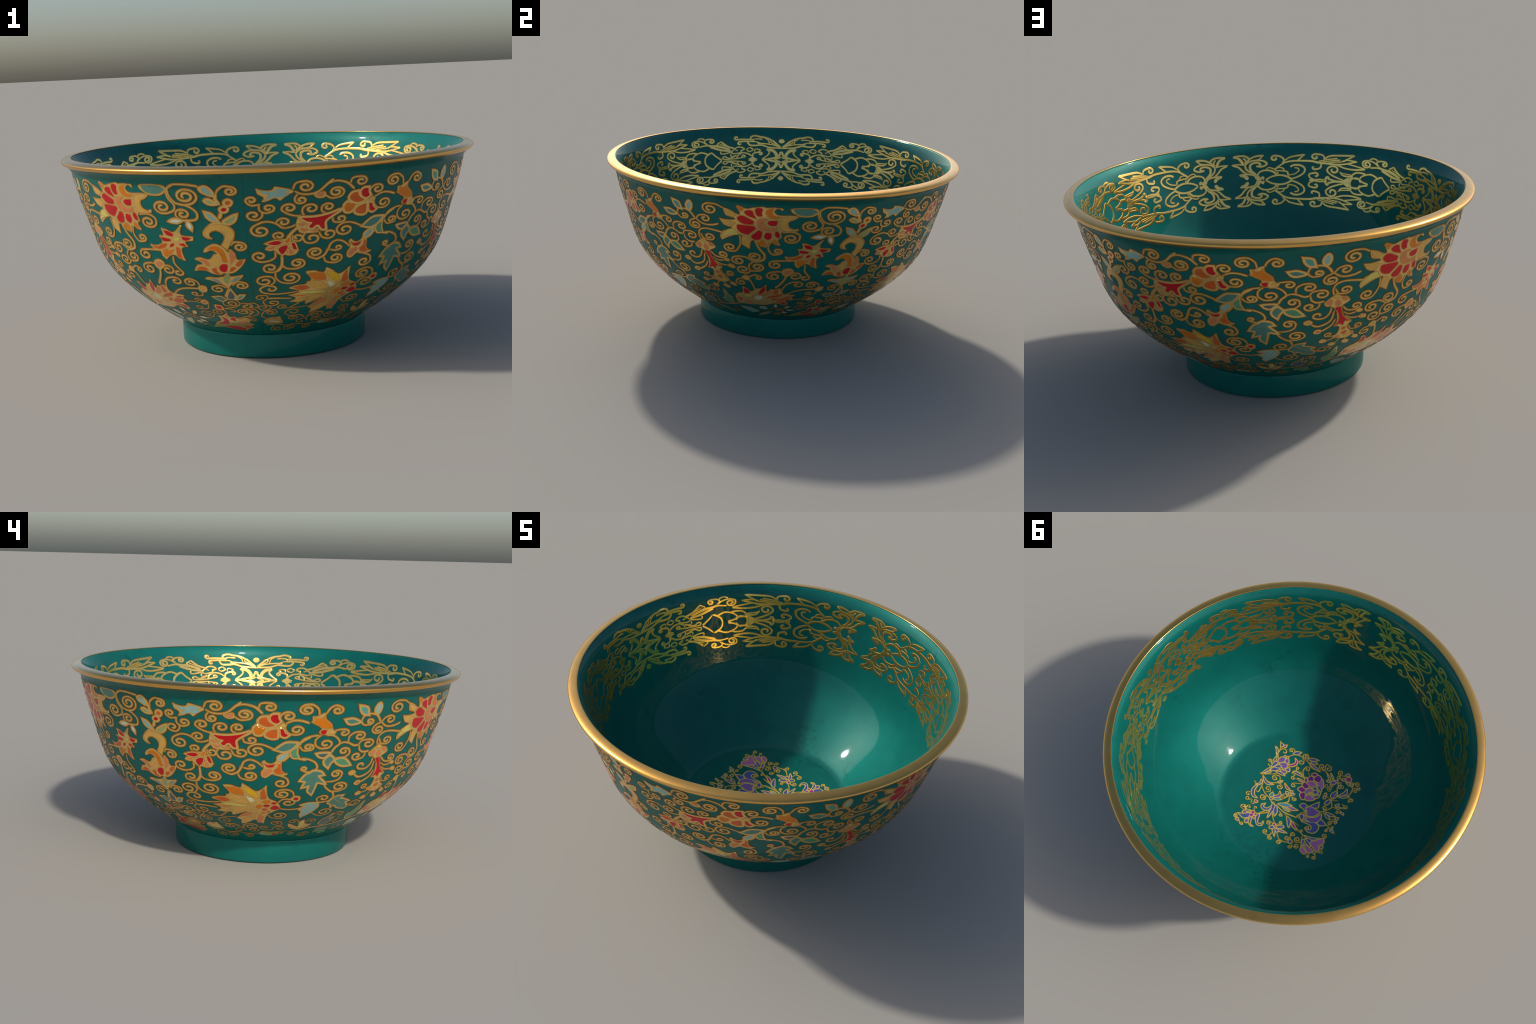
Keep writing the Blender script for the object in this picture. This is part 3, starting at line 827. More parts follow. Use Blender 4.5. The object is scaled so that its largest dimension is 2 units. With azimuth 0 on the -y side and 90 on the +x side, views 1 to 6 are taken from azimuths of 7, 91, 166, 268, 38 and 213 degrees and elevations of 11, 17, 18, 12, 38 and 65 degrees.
vine([(1498, 940), (1527, 941), (1562, 938), (1601, 931)])
vine([(1473, 926), (1479, 890), (1499, 861), (1526, 851), (1556, 852)], curl=(1545, 889), turns=1.9)
vine([(1497, 858), (1550, 844), (1580, 816), (1575, 787), (1542, 780), (1510, 780)])
vine([(1510, 781), (1492, 800), (1494, 820)], curl=(1522, 809), turns=1.3)
motif("bud")
enamel("white", [(1536, 774, 1), (1547, 755), (1545, 740, 1), (1533, 756)], rim=0.9)
enamel("white", [(1458, 775, 1), (1481, 784), (1511, 780, 1), (1489, 771)], rim=0.9)
motif("star_flower")
plate([(1402, 747, 1), (1433, 741), (1461, 729), (1489, 752), (1518, 775), (1498, 718), (1551, 711, 1), (1546, 685), (1512, 678), (1530, 656, 1), (1491, 648), (1490, 614), (1501, 582, 1), (1464, 596), (1442, 613), (1422, 607), (1397, 584, 1), (1377, 610), (1374, 628), (1342, 637), (1319, 670, 1), (1360, 662), (1395, 678), (1378, 717, 1), (1407, 711)])
enamel("red", [(1417, 732, 1), (1439, 729), (1461, 715, 1), (1453, 704, 1), (1428, 712)], rim=0.35)
enamel("red", [(1396, 700, 1), (1420, 696), (1442, 692, 1), (1441, 682, 1), (1407, 682)], rim=0.35)
enamel("red", [(1494, 706, 1), (1537, 701, 1), (1523, 690), (1501, 689)], rim=0.35)
enamel("red", [(1475, 670, 1), (1495, 677, 1), (1510, 660, 1), (1492, 662)], rim=0.35)
enamel("red", [(1431, 653, 1), (1437, 668), (1455, 672, 1), (1448, 659)], rim=0.35)
enamel("olive", [(1478, 725), (1497, 746, 1), (1487, 725)], rim=0.35)
enamel("lemon", [(1456, 692), (1468, 701), (1484, 699), (1479, 689), (1465, 683)], rim=0.35)
enamel("vermilion", [(1336, 655, 1), (1372, 654), (1398, 668), (1420, 671, 1), (1409, 653), (1378, 642), (1353, 645)], rim=0.35)
enamel("orange", [(1388, 636, 1), (1415, 644), (1420, 636), (1447, 644, 1), (1436, 628), (1412, 613), (1395, 603, 1)], rim=0.35)
enamel("vermilion", [(1460, 656, 1), (1476, 649), (1476, 621), (1480, 596, 1), (1457, 612)], rim=0.35)
vine([(1374, 635), (1325, 635), (1276, 631)], curl=(1289, 608), turns=1.3)
vine([(1433, 607), (1432, 575), (1448, 549), (1463, 529)], curl=(1438, 528), turns=1)
motif("scroll")
enamel("salmon", [(1332, 572), (1354, 580), (1368, 574), (1367, 562), (1343, 545, 1), (1331, 558)])
vine([(1333, 561), (1308, 567), (1273, 563)], curl=(1280, 536), turns=1.5)
vine([(1353, 547), (1386, 561), (1406, 557)], curl=(1387, 538), turns=1.2)
vine([(1344, 546), (1336, 516), (1316, 482), (1288, 447)], width=1.1)
vine([(1320, 407), (1334, 456), (1362, 490), (1398, 500)], curl=(1405, 478), turns=1.2)
vine([(1348, 389), (1393, 423), (1440, 438), (1508, 441)])
enamel("amber", [(1514, 441), (1530, 452), (1542, 449), (1535, 429), (1520, 428)])
vine([(1520, 451), (1517, 479), (1490, 497)], curl=(1480, 475), turns=1.4)
vine([(1518, 417), (1512, 396), (1482, 389)], curl=(1477, 404), turns=1.2, width=0.9)
motif("water_lily_flower")
plate([(1104, 446, 1), (1132, 438), (1154, 409), (1183, 439), (1211, 444), (1248, 489, 1), (1246, 416), (1266, 450, 1), (1277, 438), (1316, 449), (1337, 403), (1352, 398), (1419, 389, 1), (1392, 367), (1400, 332), (1357, 319), (1373, 286), (1352, 257), (1295, 282), (1227, 253), (1157, 248), (1085, 246), (1045, 256), (1037, 306), (1053, 363), (1101, 395)])
enamel("red", [(1118, 434, 1), (1140, 416), (1146, 385, 1), (1114, 382)], rim=0.3)
enamel("amber", [(1156, 379), (1182, 428, 1), (1186, 414), (1168, 378)], rim=0.3)
enamel("vermilion", [(1056, 324), (1077, 329), (1082, 296), (1061, 294)], rim=0.3)
enamel("salmon", [(1094, 289), (1128, 306), (1160, 284, 1), (1115, 264)], rim=0.3)
enamel("amber", [(1067, 366), (1088, 376), (1092, 350), (1071, 345)], rim=0.3)
enamel("red", [(1190, 376, 1), (1207, 421), (1235, 462, 1), (1231, 419), (1213, 393)], rim=0.3)
enamel("lemon", [(1107, 353), (1127, 371), (1159, 363, 1), (1122, 342)], rim=0.3)
enamel("cream", [(1165, 335), (1177, 360), (1205, 367), (1219, 352, 1), (1198, 322), (1172, 321)], rim=0.3)
enamel("salmon", [(1212, 371), (1243, 411), (1274, 424, 1), (1257, 390)], rim=0.3)
enamel("vermilion", [(1276, 392, 1), (1288, 434), (1304, 439, 1), (1303, 396)], rim=0.3)
enamel("vermilion", [(1237, 346), (1265, 372), (1337, 400, 1), (1318, 370), (1270, 353)], rim=0.3)
enamel("vermilion", [(1269, 341), (1308, 354, 1), (1287, 325, 1), (1264, 323)], rim=0.3)
enamel("vermilion", [(1323, 350), (1364, 356), (1392, 350, 1), (1333, 314), (1295, 320)], rim=0.3)
enamel("red", [(1342, 367, 1), (1387, 377, 1), (1375, 368), (1345, 361)], rim=0.3)
enamel("red", [(1270, 298, 1), (1325, 304), (1355, 295), (1360, 282), (1341, 274), (1317, 294)], rim=0.3)
enamel("amber", [(1218, 327), (1249, 312, 1), (1223, 302)], rim=0.3)
enamel("amber", [(1248, 294), (1267, 289), (1244, 275)], rim=0.3)
motif("scroll")
plate([(1113, 515), (1134, 535), (1157, 528), (1161, 506), (1152, 494), (1123, 501)])
enamel("amber", [(1124, 512), (1136, 525), (1151, 516), (1147, 501), (1134, 503)], rim=0.4)
vine([(1179, 427), (1169, 469), (1156, 506)])
vine([(1154, 520), (1187, 538), (1213, 530)], curl=(1202, 519), turns=1.1)
vine([(1123, 503), (1095, 499), (1081, 476)], curl=(1109, 477), turns=1.1)
motif("scroll")
vine([(1375, 333), (1437, 342), (1478, 333)], width=0.8)
enamel("salmon", [(1483, 342), (1506, 356), (1514, 341), (1490, 328)], rim=0.8)
vine([(1485, 347), (1484, 370), (1460, 368)], curl=(1467, 358), turns=0.9, width=0.8)
vine([(1512, 324), (1494, 289), (1453, 277)], curl=(1451, 295), turns=1.3, width=0.8)
motif("bud")
enamel("white", [(1292, 270, 1), (1300, 257), (1295, 231, 1), (1284, 245)], rim=0.7)
enamel("white", [(1367, 240), (1380, 245), (1368, 227), (1354, 222)], rim=0.9)
vine([(1207, 174), (1297, 216), (1341, 198), (1355, 178)], width=0.8)
enamel("white", [(1369, 192, 1), (1406, 193), (1428, 182, 1), (1382, 177)], rim=0.5)
enamel("white", [(1343, 161, 1), (1369, 148), (1384, 132, 1), (1342, 134)], rim=0.5)
vine([(1390, 173), (1475, 203), (1506, 244), (1469, 259)], curl=(1456, 232), turns=1.2, width=0.8)
vine([(1350, 177), (1308, 169), (1294, 189)], curl=(1317, 187), turns=1, width=0.7)
plate([(1289, 135), (1333, 138), (1327, 106), (1272, 101)])
plate([(1188, 135), (1270, 155), (1205, 79), (1136, 57)])
enamel("pale", [(1196, 122), (1245, 131), (1205, 95)], rim=0.3)
vine([(1264, 87), (1299, 82), (1364, 107), (1371, 77), (1408, 77)], width=0.7)
enamel("pale", [(1184, 227), (1222, 231), (1230, 199), (1183, 193)], rim=0.5)
motif("leaf_spray")
plate([(1592, 926), (1611, 938), (1630, 939), (1647, 926), (1660, 906), (1662, 884), (1642, 882), (1621, 891), (1601, 904)])
enamel("pale", [(1613, 922), (1625, 927), (1635, 917), (1648, 895, 1), (1633, 897), (1618, 906)], rim=0.4)
vine([(1661, 886), (1668, 910), (1692, 930), (1718, 928)], curl=(1715, 908), turns=1.5)
vine([(1662, 901), (1659, 875), (1673, 848)], width=1.3)
enamel("olive", [(1621, 868), (1633, 871), (1655, 856, 1), (1636, 858)])
enamel("vermilion", [(1693, 861), (1704, 869), (1714, 863), (1708, 851), (1696, 852)])
enamel("red", [(1675, 831), (1687, 839), (1697, 832), (1690, 823), (1678, 823)])
vine([(1678, 825), (1670, 803), (1664, 787)], width=1.3)
enamel("pale", [(1615, 815, 1), (1633, 808), (1654, 781, 1), (1634, 785), (1620, 799)])
enamel("olive", [(1682, 773), (1701, 788), (1727, 802, 1), (1718, 781), (1699, 768)])
motif("hooked_petal_flower")
plate([(1591, 738), (1620, 768), (1649, 780), (1687, 768), (1716, 742), (1721, 721), (1713, 690), (1692, 662), (1685, 639), (1654, 660), (1654, 670), (1669, 698), (1666, 717), (1647, 729), (1630, 726), (1620, 714), (1638, 696, 1), (1617, 691), (1597, 698), (1585, 714)])
enamel("amber", [(1603, 740), (1626, 757), (1659, 761), (1686, 756), (1708, 736), (1712, 714), (1698, 686), (1686, 662), (1678, 651, 1), (1665, 665), (1675, 691), (1679, 710), (1673, 728), (1652, 739), (1627, 735), (1613, 719), (1616, 700), (1603, 712), (1599, 726)], rim=0.3)
vine([(1696, 667), (1710, 681), (1734, 680)], curl=(1731, 659), turns=1.5)
plate([(1573, 631, 1), (1581, 652), (1614, 674), (1640, 677), (1667, 660), (1683, 639), (1689, 598), (1649, 590), (1629, 629), (1613, 639), (1586, 629)])
enamel("orange", [(1595, 648, 1), (1617, 662), (1638, 663), (1661, 646), (1670, 620), (1675, 588, 1), (1654, 590), (1649, 615), (1635, 639), (1614, 646)], rim=0.4)
plate([(1518, 602, 1), (1557, 614), (1597, 605), (1616, 626), (1629, 631), (1683, 641), (1695, 650), (1713, 631), (1719, 604), (1759, 609, 1), (1739, 572), (1710, 541), (1684, 528), (1657, 528), (1611, 522), (1565, 542), (1511, 536, 1), (1537, 575), (1559, 581)])
enamel("amber", [(1610, 599), (1628, 619, 1), (1640, 597), (1634, 575), (1620, 570), (1611, 582)], rim=0.3)
enamel("salmon", [(1545, 600, 1), (1570, 603), (1594, 587), (1598, 567, 1), (1580, 571), (1569, 586)], rim=0.3)
enamel("vermilion", [(1531, 550, 1), (1551, 564), (1573, 561), (1587, 546, 1), (1557, 549)], rim=0.3)
enamel("vermilion", [(1601, 554), (1623, 561, 1), (1624, 541), (1640, 526, 1), (1613, 530)], rim=0.3)
enamel("red", [(1636, 565), (1652, 579), (1671, 575), (1665, 544, 1), (1650, 539), (1636, 549)], rim=0.3)
enamel("salmon", [(1686, 631), (1694, 645), (1708, 616), (1703, 597), (1684, 575, 1), (1685, 602)], rim=0.3)
enamel("vermilion", [(1705, 575, 1), (1720, 592), (1739, 598, 1), (1729, 577), (1715, 567)], rim=0.3)
enamel("vermilion", [(1676, 541, 1), (1684, 560), (1702, 565), (1704, 557), (1690, 544)], rim=0.3)
motif("leaf_spray")
plate([(1544, 498, 1), (1575, 516), (1614, 514), (1647, 520), (1678, 520), (1699, 523), (1745, 532, 1), (1724, 503), (1704, 484), (1674, 466), (1655, 443), (1636, 462), (1611, 477), (1581, 490)])
enamel("olive", [(1644, 503), (1665, 532), (1673, 515), (1664, 487), (1653, 476), (1645, 486)], rim=0.3)
enamel("grey", [(1581, 506, 1), (1607, 503), (1625, 489), (1634, 474, 1), (1612, 483), (1596, 497)], rim=0.3)
enamel("grey", [(1673, 484, 1), (1692, 506), (1720, 516, 1), (1703, 495), (1686, 487)], rim=0.3)
vine([(1647, 450), (1617, 465), (1584, 457)], curl=(1605, 441), turns=1.2)
vine([(1676, 466), (1702, 487), (1733, 482)], curl=(1716, 464), turns=1.4)
vine([(1656, 450), (1640, 420), (1624, 387)])
vine([(1661, 450), (1673, 417), (1685, 388)])
enamel("slate", [(1638, 391), (1659, 437, 1), (1672, 399), (1664, 372, 1), (1641, 374)], rim=0.8)
enamel("teal", [(1565, 386, 1), (1602, 390), (1624, 370, 1), (1598, 358)], rim=0.8)
enamel("jade", [(1678, 373, 1), (1699, 399), (1715, 401, 1), (1700, 381)], rim=0.9)
motif("scroll")
vine([(1602, 355), (1602, 323), (1633, 318)], curl=(1641, 339), turns=1.2, width=0.9)
vine([(1674, 361), (1686, 337), (1658, 310), (1622, 300), (1589, 294)], width=0.9)
vine([(1684, 337), (1716, 341), (1740, 330)], curl=(1716, 315), turns=1.1, width=0.9)
enamel("red", [(1551, 318, 1), (1576, 313), (1578, 289, 1), (1554, 287), (1548, 300)], rim=0.9)
vine([(1581, 289), (1587, 265), (1581, 229)], width=0.8)
vine([(1591, 292), (1616, 291), (1639, 282)], curl=(1630, 271), turns=0.8, width=0.8)
vine([(1583, 270), (1548, 286), (1514, 271)], curl=(1542, 259), turns=1.3, width=0.8)
vine([(1633, 200), (1702, 223), (1733, 259), (1716, 286)], curl=(1689, 266), turns=1.5, width=0.9)
motif("carnation_flower")
plate([(1514, 229, 1), (1545, 226), (1581, 250), (1597, 214), (1630, 227, 1), (1633, 200), (1695, 207), (1711, 172), (1699, 147), (1728, 128), (1700, 102), (1723, 80, 1), (1675, 69), (1645, 43, 1), (1557, 57), (1485, 75), (1390, 67), (1418, 104), (1460, 142), (1510, 172)])
enamel("red", [(1534, 209, 1), (1556, 195), (1561, 160), (1537, 126), (1462, 123, 1), (1529, 162)], rim=0.2)
enamel("salmon", [(1563, 223, 1), (1581, 235), (1586, 211, 1), (1569, 202)], rim=0.2)
enamel("red", [(1581, 191), (1621, 210, 1), (1610, 160, 1), (1590, 174)], rim=0.2)
enamel("amber", [(1633, 182), (1681, 189), (1675, 169), (1631, 167)], rim=0.2)
enamel("salmon", [(1623, 155), (1684, 154), (1668, 137), (1626, 136)], rim=0.2)
enamel("red", [(1488, 98, 1), (1582, 104), (1642, 75), (1642, 56), (1561, 63)], rim=0.2)
enamel("red", [(1643, 111, 1), (1672, 105), (1699, 86, 1), (1659, 89)], rim=0.2)
vine([(1681, 178), (1710, 207), (1739, 195)], curl=(1720, 181), turns=1.1, width=0.8)

# ---- upper left quarter of the inside frieze (star to fleur)
quarter = Ornament(.0182, .0100, .0008, ((-1, 1), (1.35, 1.35)), .27)
motif, vine, plate, enamel = quarter.motif, quarter.vine, quarter.plate, quarter.enamel
motif("star")
vine([(91, 3), (43, 12), (15, 26), (2, 55)], width=1.1)
vine([(46, 3), (19, 9), (1, 19)], width=0.9)
vine([(127, 3), (91, 28), (79, 47), (92, 66)], width=0.9)
vine([(92, 66), (59, 61), (35, 39), (28, 13)], width=1.5)
vine([(127, 3), (88, 3)], width=0.8)
motif("scroll")
plate([(20, 120), (15, 133), (4, 138), (-10, 130), (-10, 116), (4, 108)])
vine([(3, 76), (82, 81), (132, 96), (162, 93), (206, 95), (220, 110), (223, 121)])
vine([(6, 80), (59, 98), (126, 106), (158, 106)], width=0.8)
vine([(6, 83), (36, 107), (62, 129)])
vine([(62, 129), (71, 116), (36, 96), (9, 83)], width=0.8)
vine([(65, 128), (86, 139), (117, 148), (138, 150), (166, 158), (196, 151), (205, 136)])
vine([(80, 107), (86, 127), (112, 145)], width=0.8)
vine([(182, 131), (249, 134), (294, 132)], curl=(295, 144), turns=0.9)
vine([(176, 118), (226, 121), (270, 119)], curl=(274, 107), turns=0.9)
vine([(132, 106), (158, 115), (188, 124), (173, 136), (123, 134)], width=0.8)
motif("lattice")
plate([(228, 5, 1), (208, 12), (190, 23), (178, 14), (151, 3, 1), (178, -3), (208, -3)])
vine([(190, 18), (189, 35), (171, 45), (138, 48)], curl=(138, 38), turns=1)
vine([(206, 80), (230, 68), (213, 53), (186, 65), (206, 80)], width=0.8)
vine([(177, 53), (174, 68), (159, 69), (138, 62), (153, 51)], width=0.8)
vine([(334, 54), (309, 73), (290, 83), (260, 81), (245, 69), (273, 59)], width=0.9)
vine([(337, 54), (320, 41), (267, 46), (222, 39), (193, 21)], width=0.9)
vine([(242, 69), (270, 57), (258, 44)], width=0.8)
vine([(309, 70), (297, 61), (288, 62)], width=0.8)
vine([(300, 8), (293, 26), (286, 34), (261, 44)], width=0.9)
vine([(303, 8), (275, 12), (241, 18)], curl=(256, 22), turns=0.8, width=0.9)
vine([(338, 42), (342, 28), (321, 24), (299, 32)], width=0.8)
vine([(300, 8), (353, 6), (394, 8), (398, 19), (380, 24), (356, 11), (299, 29)], width=0.9)
vine([(340, 57), (405, 66), (482, 91)])
vine([(343, 63), (388, 80), (481, 103)], width=0.9)
vine([(309, 75), (357, 90), (401, 121)])
vine([(400, 123), (430, 105), (415, 93)], width=0.9)
vine([(411, 107), (393, 100), (321, 74)], width=0.8)
vine([(405, 65), (410, 46), (391, 42), (338, 51)], width=0.9)
motif("fleur")
vine([(1232, 7), (1254, 30), (1291, 38), (1332, 35)])
vine([(1332, 35), (1307, 27), (1289, 7)], width=1.5)
vine([(1241, 30), (1283, 36), (1312, 53), (1339, 80), (1376, 96)])
vine([(1376, 97), (1342, 98), (1304, 93)], width=0.9)
vine([(1304, 93), (1294, 65), (1253, 36)])
vine([(1363, 142), (1335, 131), (1318, 109), (1313, 91)], width=1.2)
vine([(1363, 145), (1330, 147), (1297, 143), (1273, 125)])
vine([(1308, 133), (1296, 118), (1302, 97)], width=0.9)
vine([(1297, 103), (1271, 127), (1239, 140), (1196, 144)])
vine([(1196, 144), (1220, 122), (1270, 114)], width=0.9)
vine([(1302, 91), (1274, 111), (1220, 116), (1187, 108), (1176, 93), (1205, 79), (1234, 82)])
vine([(1234, 82), (1213, 88), (1221, 101), (1250, 102), (1273, 89), (1269, 59), (1241, 33)], width=1.1)
vine([(1238, 6), (1221, 5), (1203, 19)], width=1.2)
vine([(1203, 19), (1198, 2)], width=1.2)
vine([(1241, 30), (1225, 1)], width=1.8)
motif("lotus")
vine([(1237, 25), (1219, 48), (1185, 57), (1147, 51), (1126, 36), (1123, 23)])
vine([(1183, 59), (1172, 71), (1155, 71), (1134, 62)], width=0.8)
vine([(1130, 57), (1109, 72), (1084, 67), (1075, 51)], width=0.8)
vine([(1126, 53), (1092, 52), (1059, 46), (1054, 25)], width=0.9)
vine([(1118, 47), (1112, 32), (1123, 21)], width=0.8)
vine([(1183, 3), (1148, 20), (1101, 27), (1063, 20), (1029, 1)])
motif("leaf_cluster")
vine([(1134, 60), (1100, 84), (1071, 101), (1029, 109), (981, 111), (916, 110), (873, 100)])
vine([(1071, 114), (1042, 132), (961, 147)], width=0.9)
vine([(961, 147), (1000, 112)], width=0.9)
vine([(1088, 95), (1077, 116), (1096, 135), (1128, 142)], curl=(1131, 125), turns=1)
motif("lotus")
vine([(1035, 5), (1001, 16), (963, 40), (957, 66), (981, 84), (1018, 86), (1044, 75)])
vine([(1052, 27), (1014, 35), (991, 55), (996, 67), (1018, 70)], width=0.8)
motif("leaf_cluster")
vine([(901, 110), (864, 98), (866, 73), (899, 63)], curl=(903, 73), turns=0.6)
vine([(842, 116), (852, 145), (895, 153)], curl=(898, 135), turns=1)
vine([(842, 129), (809, 145), (749, 150), (666, 155)])
vine([(666, 155), (737, 114)], width=0.9)
vine([(738, 119), (703, 126), (649, 122)], width=0.9)
vine([(649, 122), (719, 103), (771, 97), (832, 100), (884, 104)])
vine([(876, 111), (825, 123), (765, 133)], width=0.8)
vine([(863, 105), (807, 116), (747, 125)], width=0.8)
vine([(824, 103), (781, 111), (740, 114)], width=0.8)
vine([(771, 95), (716, 79), (652, 76), (588, 85)])
vine([(710, 106), (655, 97), (589, 86)], width=0.9)
motif("fork")
vine([(835, 4), (870, 6), (901, 2), (929, 3)], width=0.9)
vine([(901, 4), (927, 16), (931, 33), (903, 42)], curl=(891, 30), turns=0.8)
motif("palmette")
vine([(695, 3), (760, 21), (802, 38), (825, 56)], curl=(786, 64), turns=1.2)
vine([(699, 3), (772, 2), (813, 12)])
vine([(811, 9), (818, 23), (833, 11)], width=1.2)
vine([(833, 11), (825, -7)], width=1.1)
vine([(745, 55), (728, 38), (693, 34), (662, 37)])
vine([(734, 50), (699, 46), (667, 43)], width=0.8)
vine([(722, -1), (696, 14), (678, 20)], width=1.6)
vine([(708, -2), (681, 7)], width=1.6)
vine([(671, 42), (650, 58), (613, 62), (579, 56)])
vine([(678, -1), (672, 20), (656, 28), (628, 29), (608, 6)])
vine([(619, 28), (607, 42), (576, 56), (543, 60), (498, 43)])
vine([(622, 28), (603, 13), (560, 3)])
vine([(680, 27), (643, 27), (619, 28)])
vine([(529, -6), (528, 10), (520, 28), (491, 48), (472, 54)], width=1.05)
vine([(472, 54), (447, 30), (405, 1)])
motif("leaf_cluster")
vine([(556, 98), (501, 103), (447, 84), (391, 66), (335, 60)])
vine([(507, 110), (471, 101), (419, 96), (343, 71)], width=0.9)
vine([(502, 109), (534, 129), (573, 137), (605, 131)], curl=(582, 115), turns=1.5)
vine([(569, 140), (552, 151), (523, 147), (514, 138)], width=0.9)
vine([(505, 114), (520, 129), (503, 142), (474, 143)], curl=(468, 128), turns=1.3)

# ---- flower medallion on the floor
medallion = Ornament(.0124, .0085, .0009, ((-1, 1), (1, 1)))
motif, vine, plate, enamel = medallion.motif, medallion.vine, medallion.plate, medallion.enamel
motif("fleur")
enamel("blue", [(259, -279, 1), (240, -273), (246, -257)])
enamel("magenta", [(235, -271), (222, -281, 1), (223, -266)])
enamel("blue", [(270, -240, 1), (252, -228), (241, -197, 1)])
vine([(221, -181), (244, -218), (234, -249), (211, -256)], curl=(214, -240), turns=0.7)
vine([(230, -190), (257, -218), (282, -242)], width=0.8)
vine([(270, -286), (247, -260), (248, -238)], width=0.8)
motif("bell_flower")
enamel("purple", [(215, -170), (211, -198), (192, -206), (183, -186), (205, -165)])
enamel("purple", [(179, -196), (171, -211), (157, -194), (168, -184)])
enamel("blue", [(241, -163, 1), (238, -187), (231, -168), (234, -157)])
enamel("blue", [(231, -116, 1), (230, -150), (214, -163), (216, -137)])
enamel("purple", [(198, -158), (167, -181), (150, -165), (164, -142), (181, -154)])
enamel("blue", [(211, -129), (196, -149), (179, -144), (198, -130)])
enamel("blue", [(224, -99), (209, -126), (184, -130), (199, -108)])
enamel("purple", [(146, -146), (135, -163), (125, -147), (135, -139)])
enamel("purple", [(172, -126), (139, -135), (138, -121), (154, -119)])
enamel("blue", [(190, -105), (161, -114), (136, -108, 1), (174, -102)])
enamel("magenta", [(149, -180, 1), (123, -199), (119, -220), (131, -234, 1), (112, -224), (111, -199), (131, -179)])
enamel("blue", [(257, -52, 1), (246, -85), (232, -112, 1), (235, -88)])
enamel("blue", [(241, -58), (221, -89), (222, -78)])
enamel("purple", [(198, -213), (193, -220), (188, -214)])
enamel("purple", [(182, -216), (176, -223), (172, -214)])
motif("scroll")
vine([(243, -131), (251, -155), (269, -152)], curl=(259, -147), turns=0.9)
vine([(244, -115), (260, -124)])
vine([(176, -226), (144, -259), (85, -264), (42, -249), (20, -233), (-46, -237)])
enamel("blue", [(157, -258), (147, -276), (124, -285, 1), (134, -265)])
vine([(158, -255), (163, -281), (185, -282)], curl=(181, -269), turns=1.1)
vine([(90, -254), (101, -280), (89, -294)], curl=(81, -281), turns=1.3)
vine([(83, -255), (75, -234)], curl=(92, -235), turns=1)
enamel("blue", [(63, -273), (38, -288), (6, -294, 1), (31, -276)])
enamel("blue", [(37, -263), (16, -274), (0, -271, 1), (28, -260)])
enamel("purple", [(37, -251), (-6, -247), (-33, -236, 1), (9, -239)])
motif("scroll")
vine([(261, -53), (268, -41)])
vine([(256, -49), (202, -79), (177, -105)], width=0.8)
vine([(250, -45), (219, -28), (189, -24), (143, -49), (127, -73)])
enamel("blue", [(236, -33), (215, -23), (190, -16), (166, -22, 1), (193, -7), (217, -13)])
vine([(137, -56), (156, -88), (184, -83)], curl=(176, -65), turns=1.2)
vine([(136, -49), (111, -42)], curl=(125, -30), turns=1.2)
enamel("blue", [(146, -53), (129, -71, 1), (134, -53)])
enamel("blue", [(252, 30, 1), (236, 12), (240, -11, 1), (228, 0), (237, 22)])
vine([(253, -44), (227, -8), (239, 29), (274, 14)], width=0.9)
enamel("blue", [(248, 87), (254, 61), (242, 30, 1), (241, 68), (225, 95), (204, 102, 1), (228, 106)])
vine([(221, 3), (216, 67), (232, 63)], width=0.9)
vine([(253, 90), (272, 99)], curl=(261, 107), turns=0.9, width=0.9)
vine([(227, 127), (246, 146)], curl=(248, 132), turns=1, width=0.9)
vine([(221, 126), (218, 147)], curl=(207, 141), turns=0.9, width=0.8)
enamel("magenta", [(203, 122), (187, 121), (193, 132)])
vine([(216, 22), (178, 51), (129, 65)])
vine([(179, 44), (158, 23), (169, 4)], curl=(178, 17), turns=1, width=0.9)
vine([(163, 60), (157, 86)], curl=(176, 78), turns=1.3)
motif("small_flower")
enamel("blue", [(132, 67), (130, 58), (121, 60), (124, 69)])
enamel("sky", [(145, 45), (139, 26), (127, 34, 1), (132, 50)])
enamel("purple", [(122, 42), (102, 19), (105, -3, 1), (88, 18), (104, 40)])
enamel("sky", [(113, 53), (93, 35), (74, 36, 1), (96, 53)])
vine([(139, 26), (144, 11)], width=0.8)
motif("acanthus")
vine([(124, 69), (111, 84), (69, 87), (15, 99), (-68, 91)], width=1.1)
enamel("blue", [(153, 132), (143, 110, 1), (142, 131), (116, 131), (97, 97, 1), (106, 137), (131, 146)])
vine([(147, 143), (160, 121), (136, 105)], width=0.8)
enamel("blue", [(104, 79), (79, 101), (80, 146), (84, 176, 1), (89, 144), (92, 116)])
enamel("blue", [(77, 85), (53, 122), (53, 145, 1), (73, 119)])
enamel("sky", [(72, 71), (39, 47), (1, 40, 1), (23, 61)])
enamel("sky", [(40, 73), (16, 74), (-8, 78, 1), (11, 82)])
enamel("purple", [(17, 56), (-9, 48), (-47, 48, 1), (-11, 63)])
vine([(72, 71), (19, 69), (-49, 47)], width=0.8)
motif("rosette")
enamel("magenta", [(181, 199), (175, 187), (163, 194), (170, 204)])
enamel("magenta", [(161, 199), (143, 190), (151, 205)])
enamel("magenta", [(183, 218), (172, 205), (162, 212), (170, 226)])
enamel("magenta", [(157, 220), (151, 211), (146, 226)])
enamel("blue", [(241, 247, 1), (215, 235), (188, 212, 1), (180, 236), (203, 255)])
enamel("purple", [(226, 223), (214, 208), (205, 217), (215, 229)])
enamel("blue", [(236, 183, 1), (215, 201), (192, 194, 1), (208, 208)])
enamel("purple", [(186, 265), (177, 248), (167, 268), (176, 275)])
enamel("blue", [(164, 258), (164, 227), (148, 270), (129, 274, 1), (143, 276)])
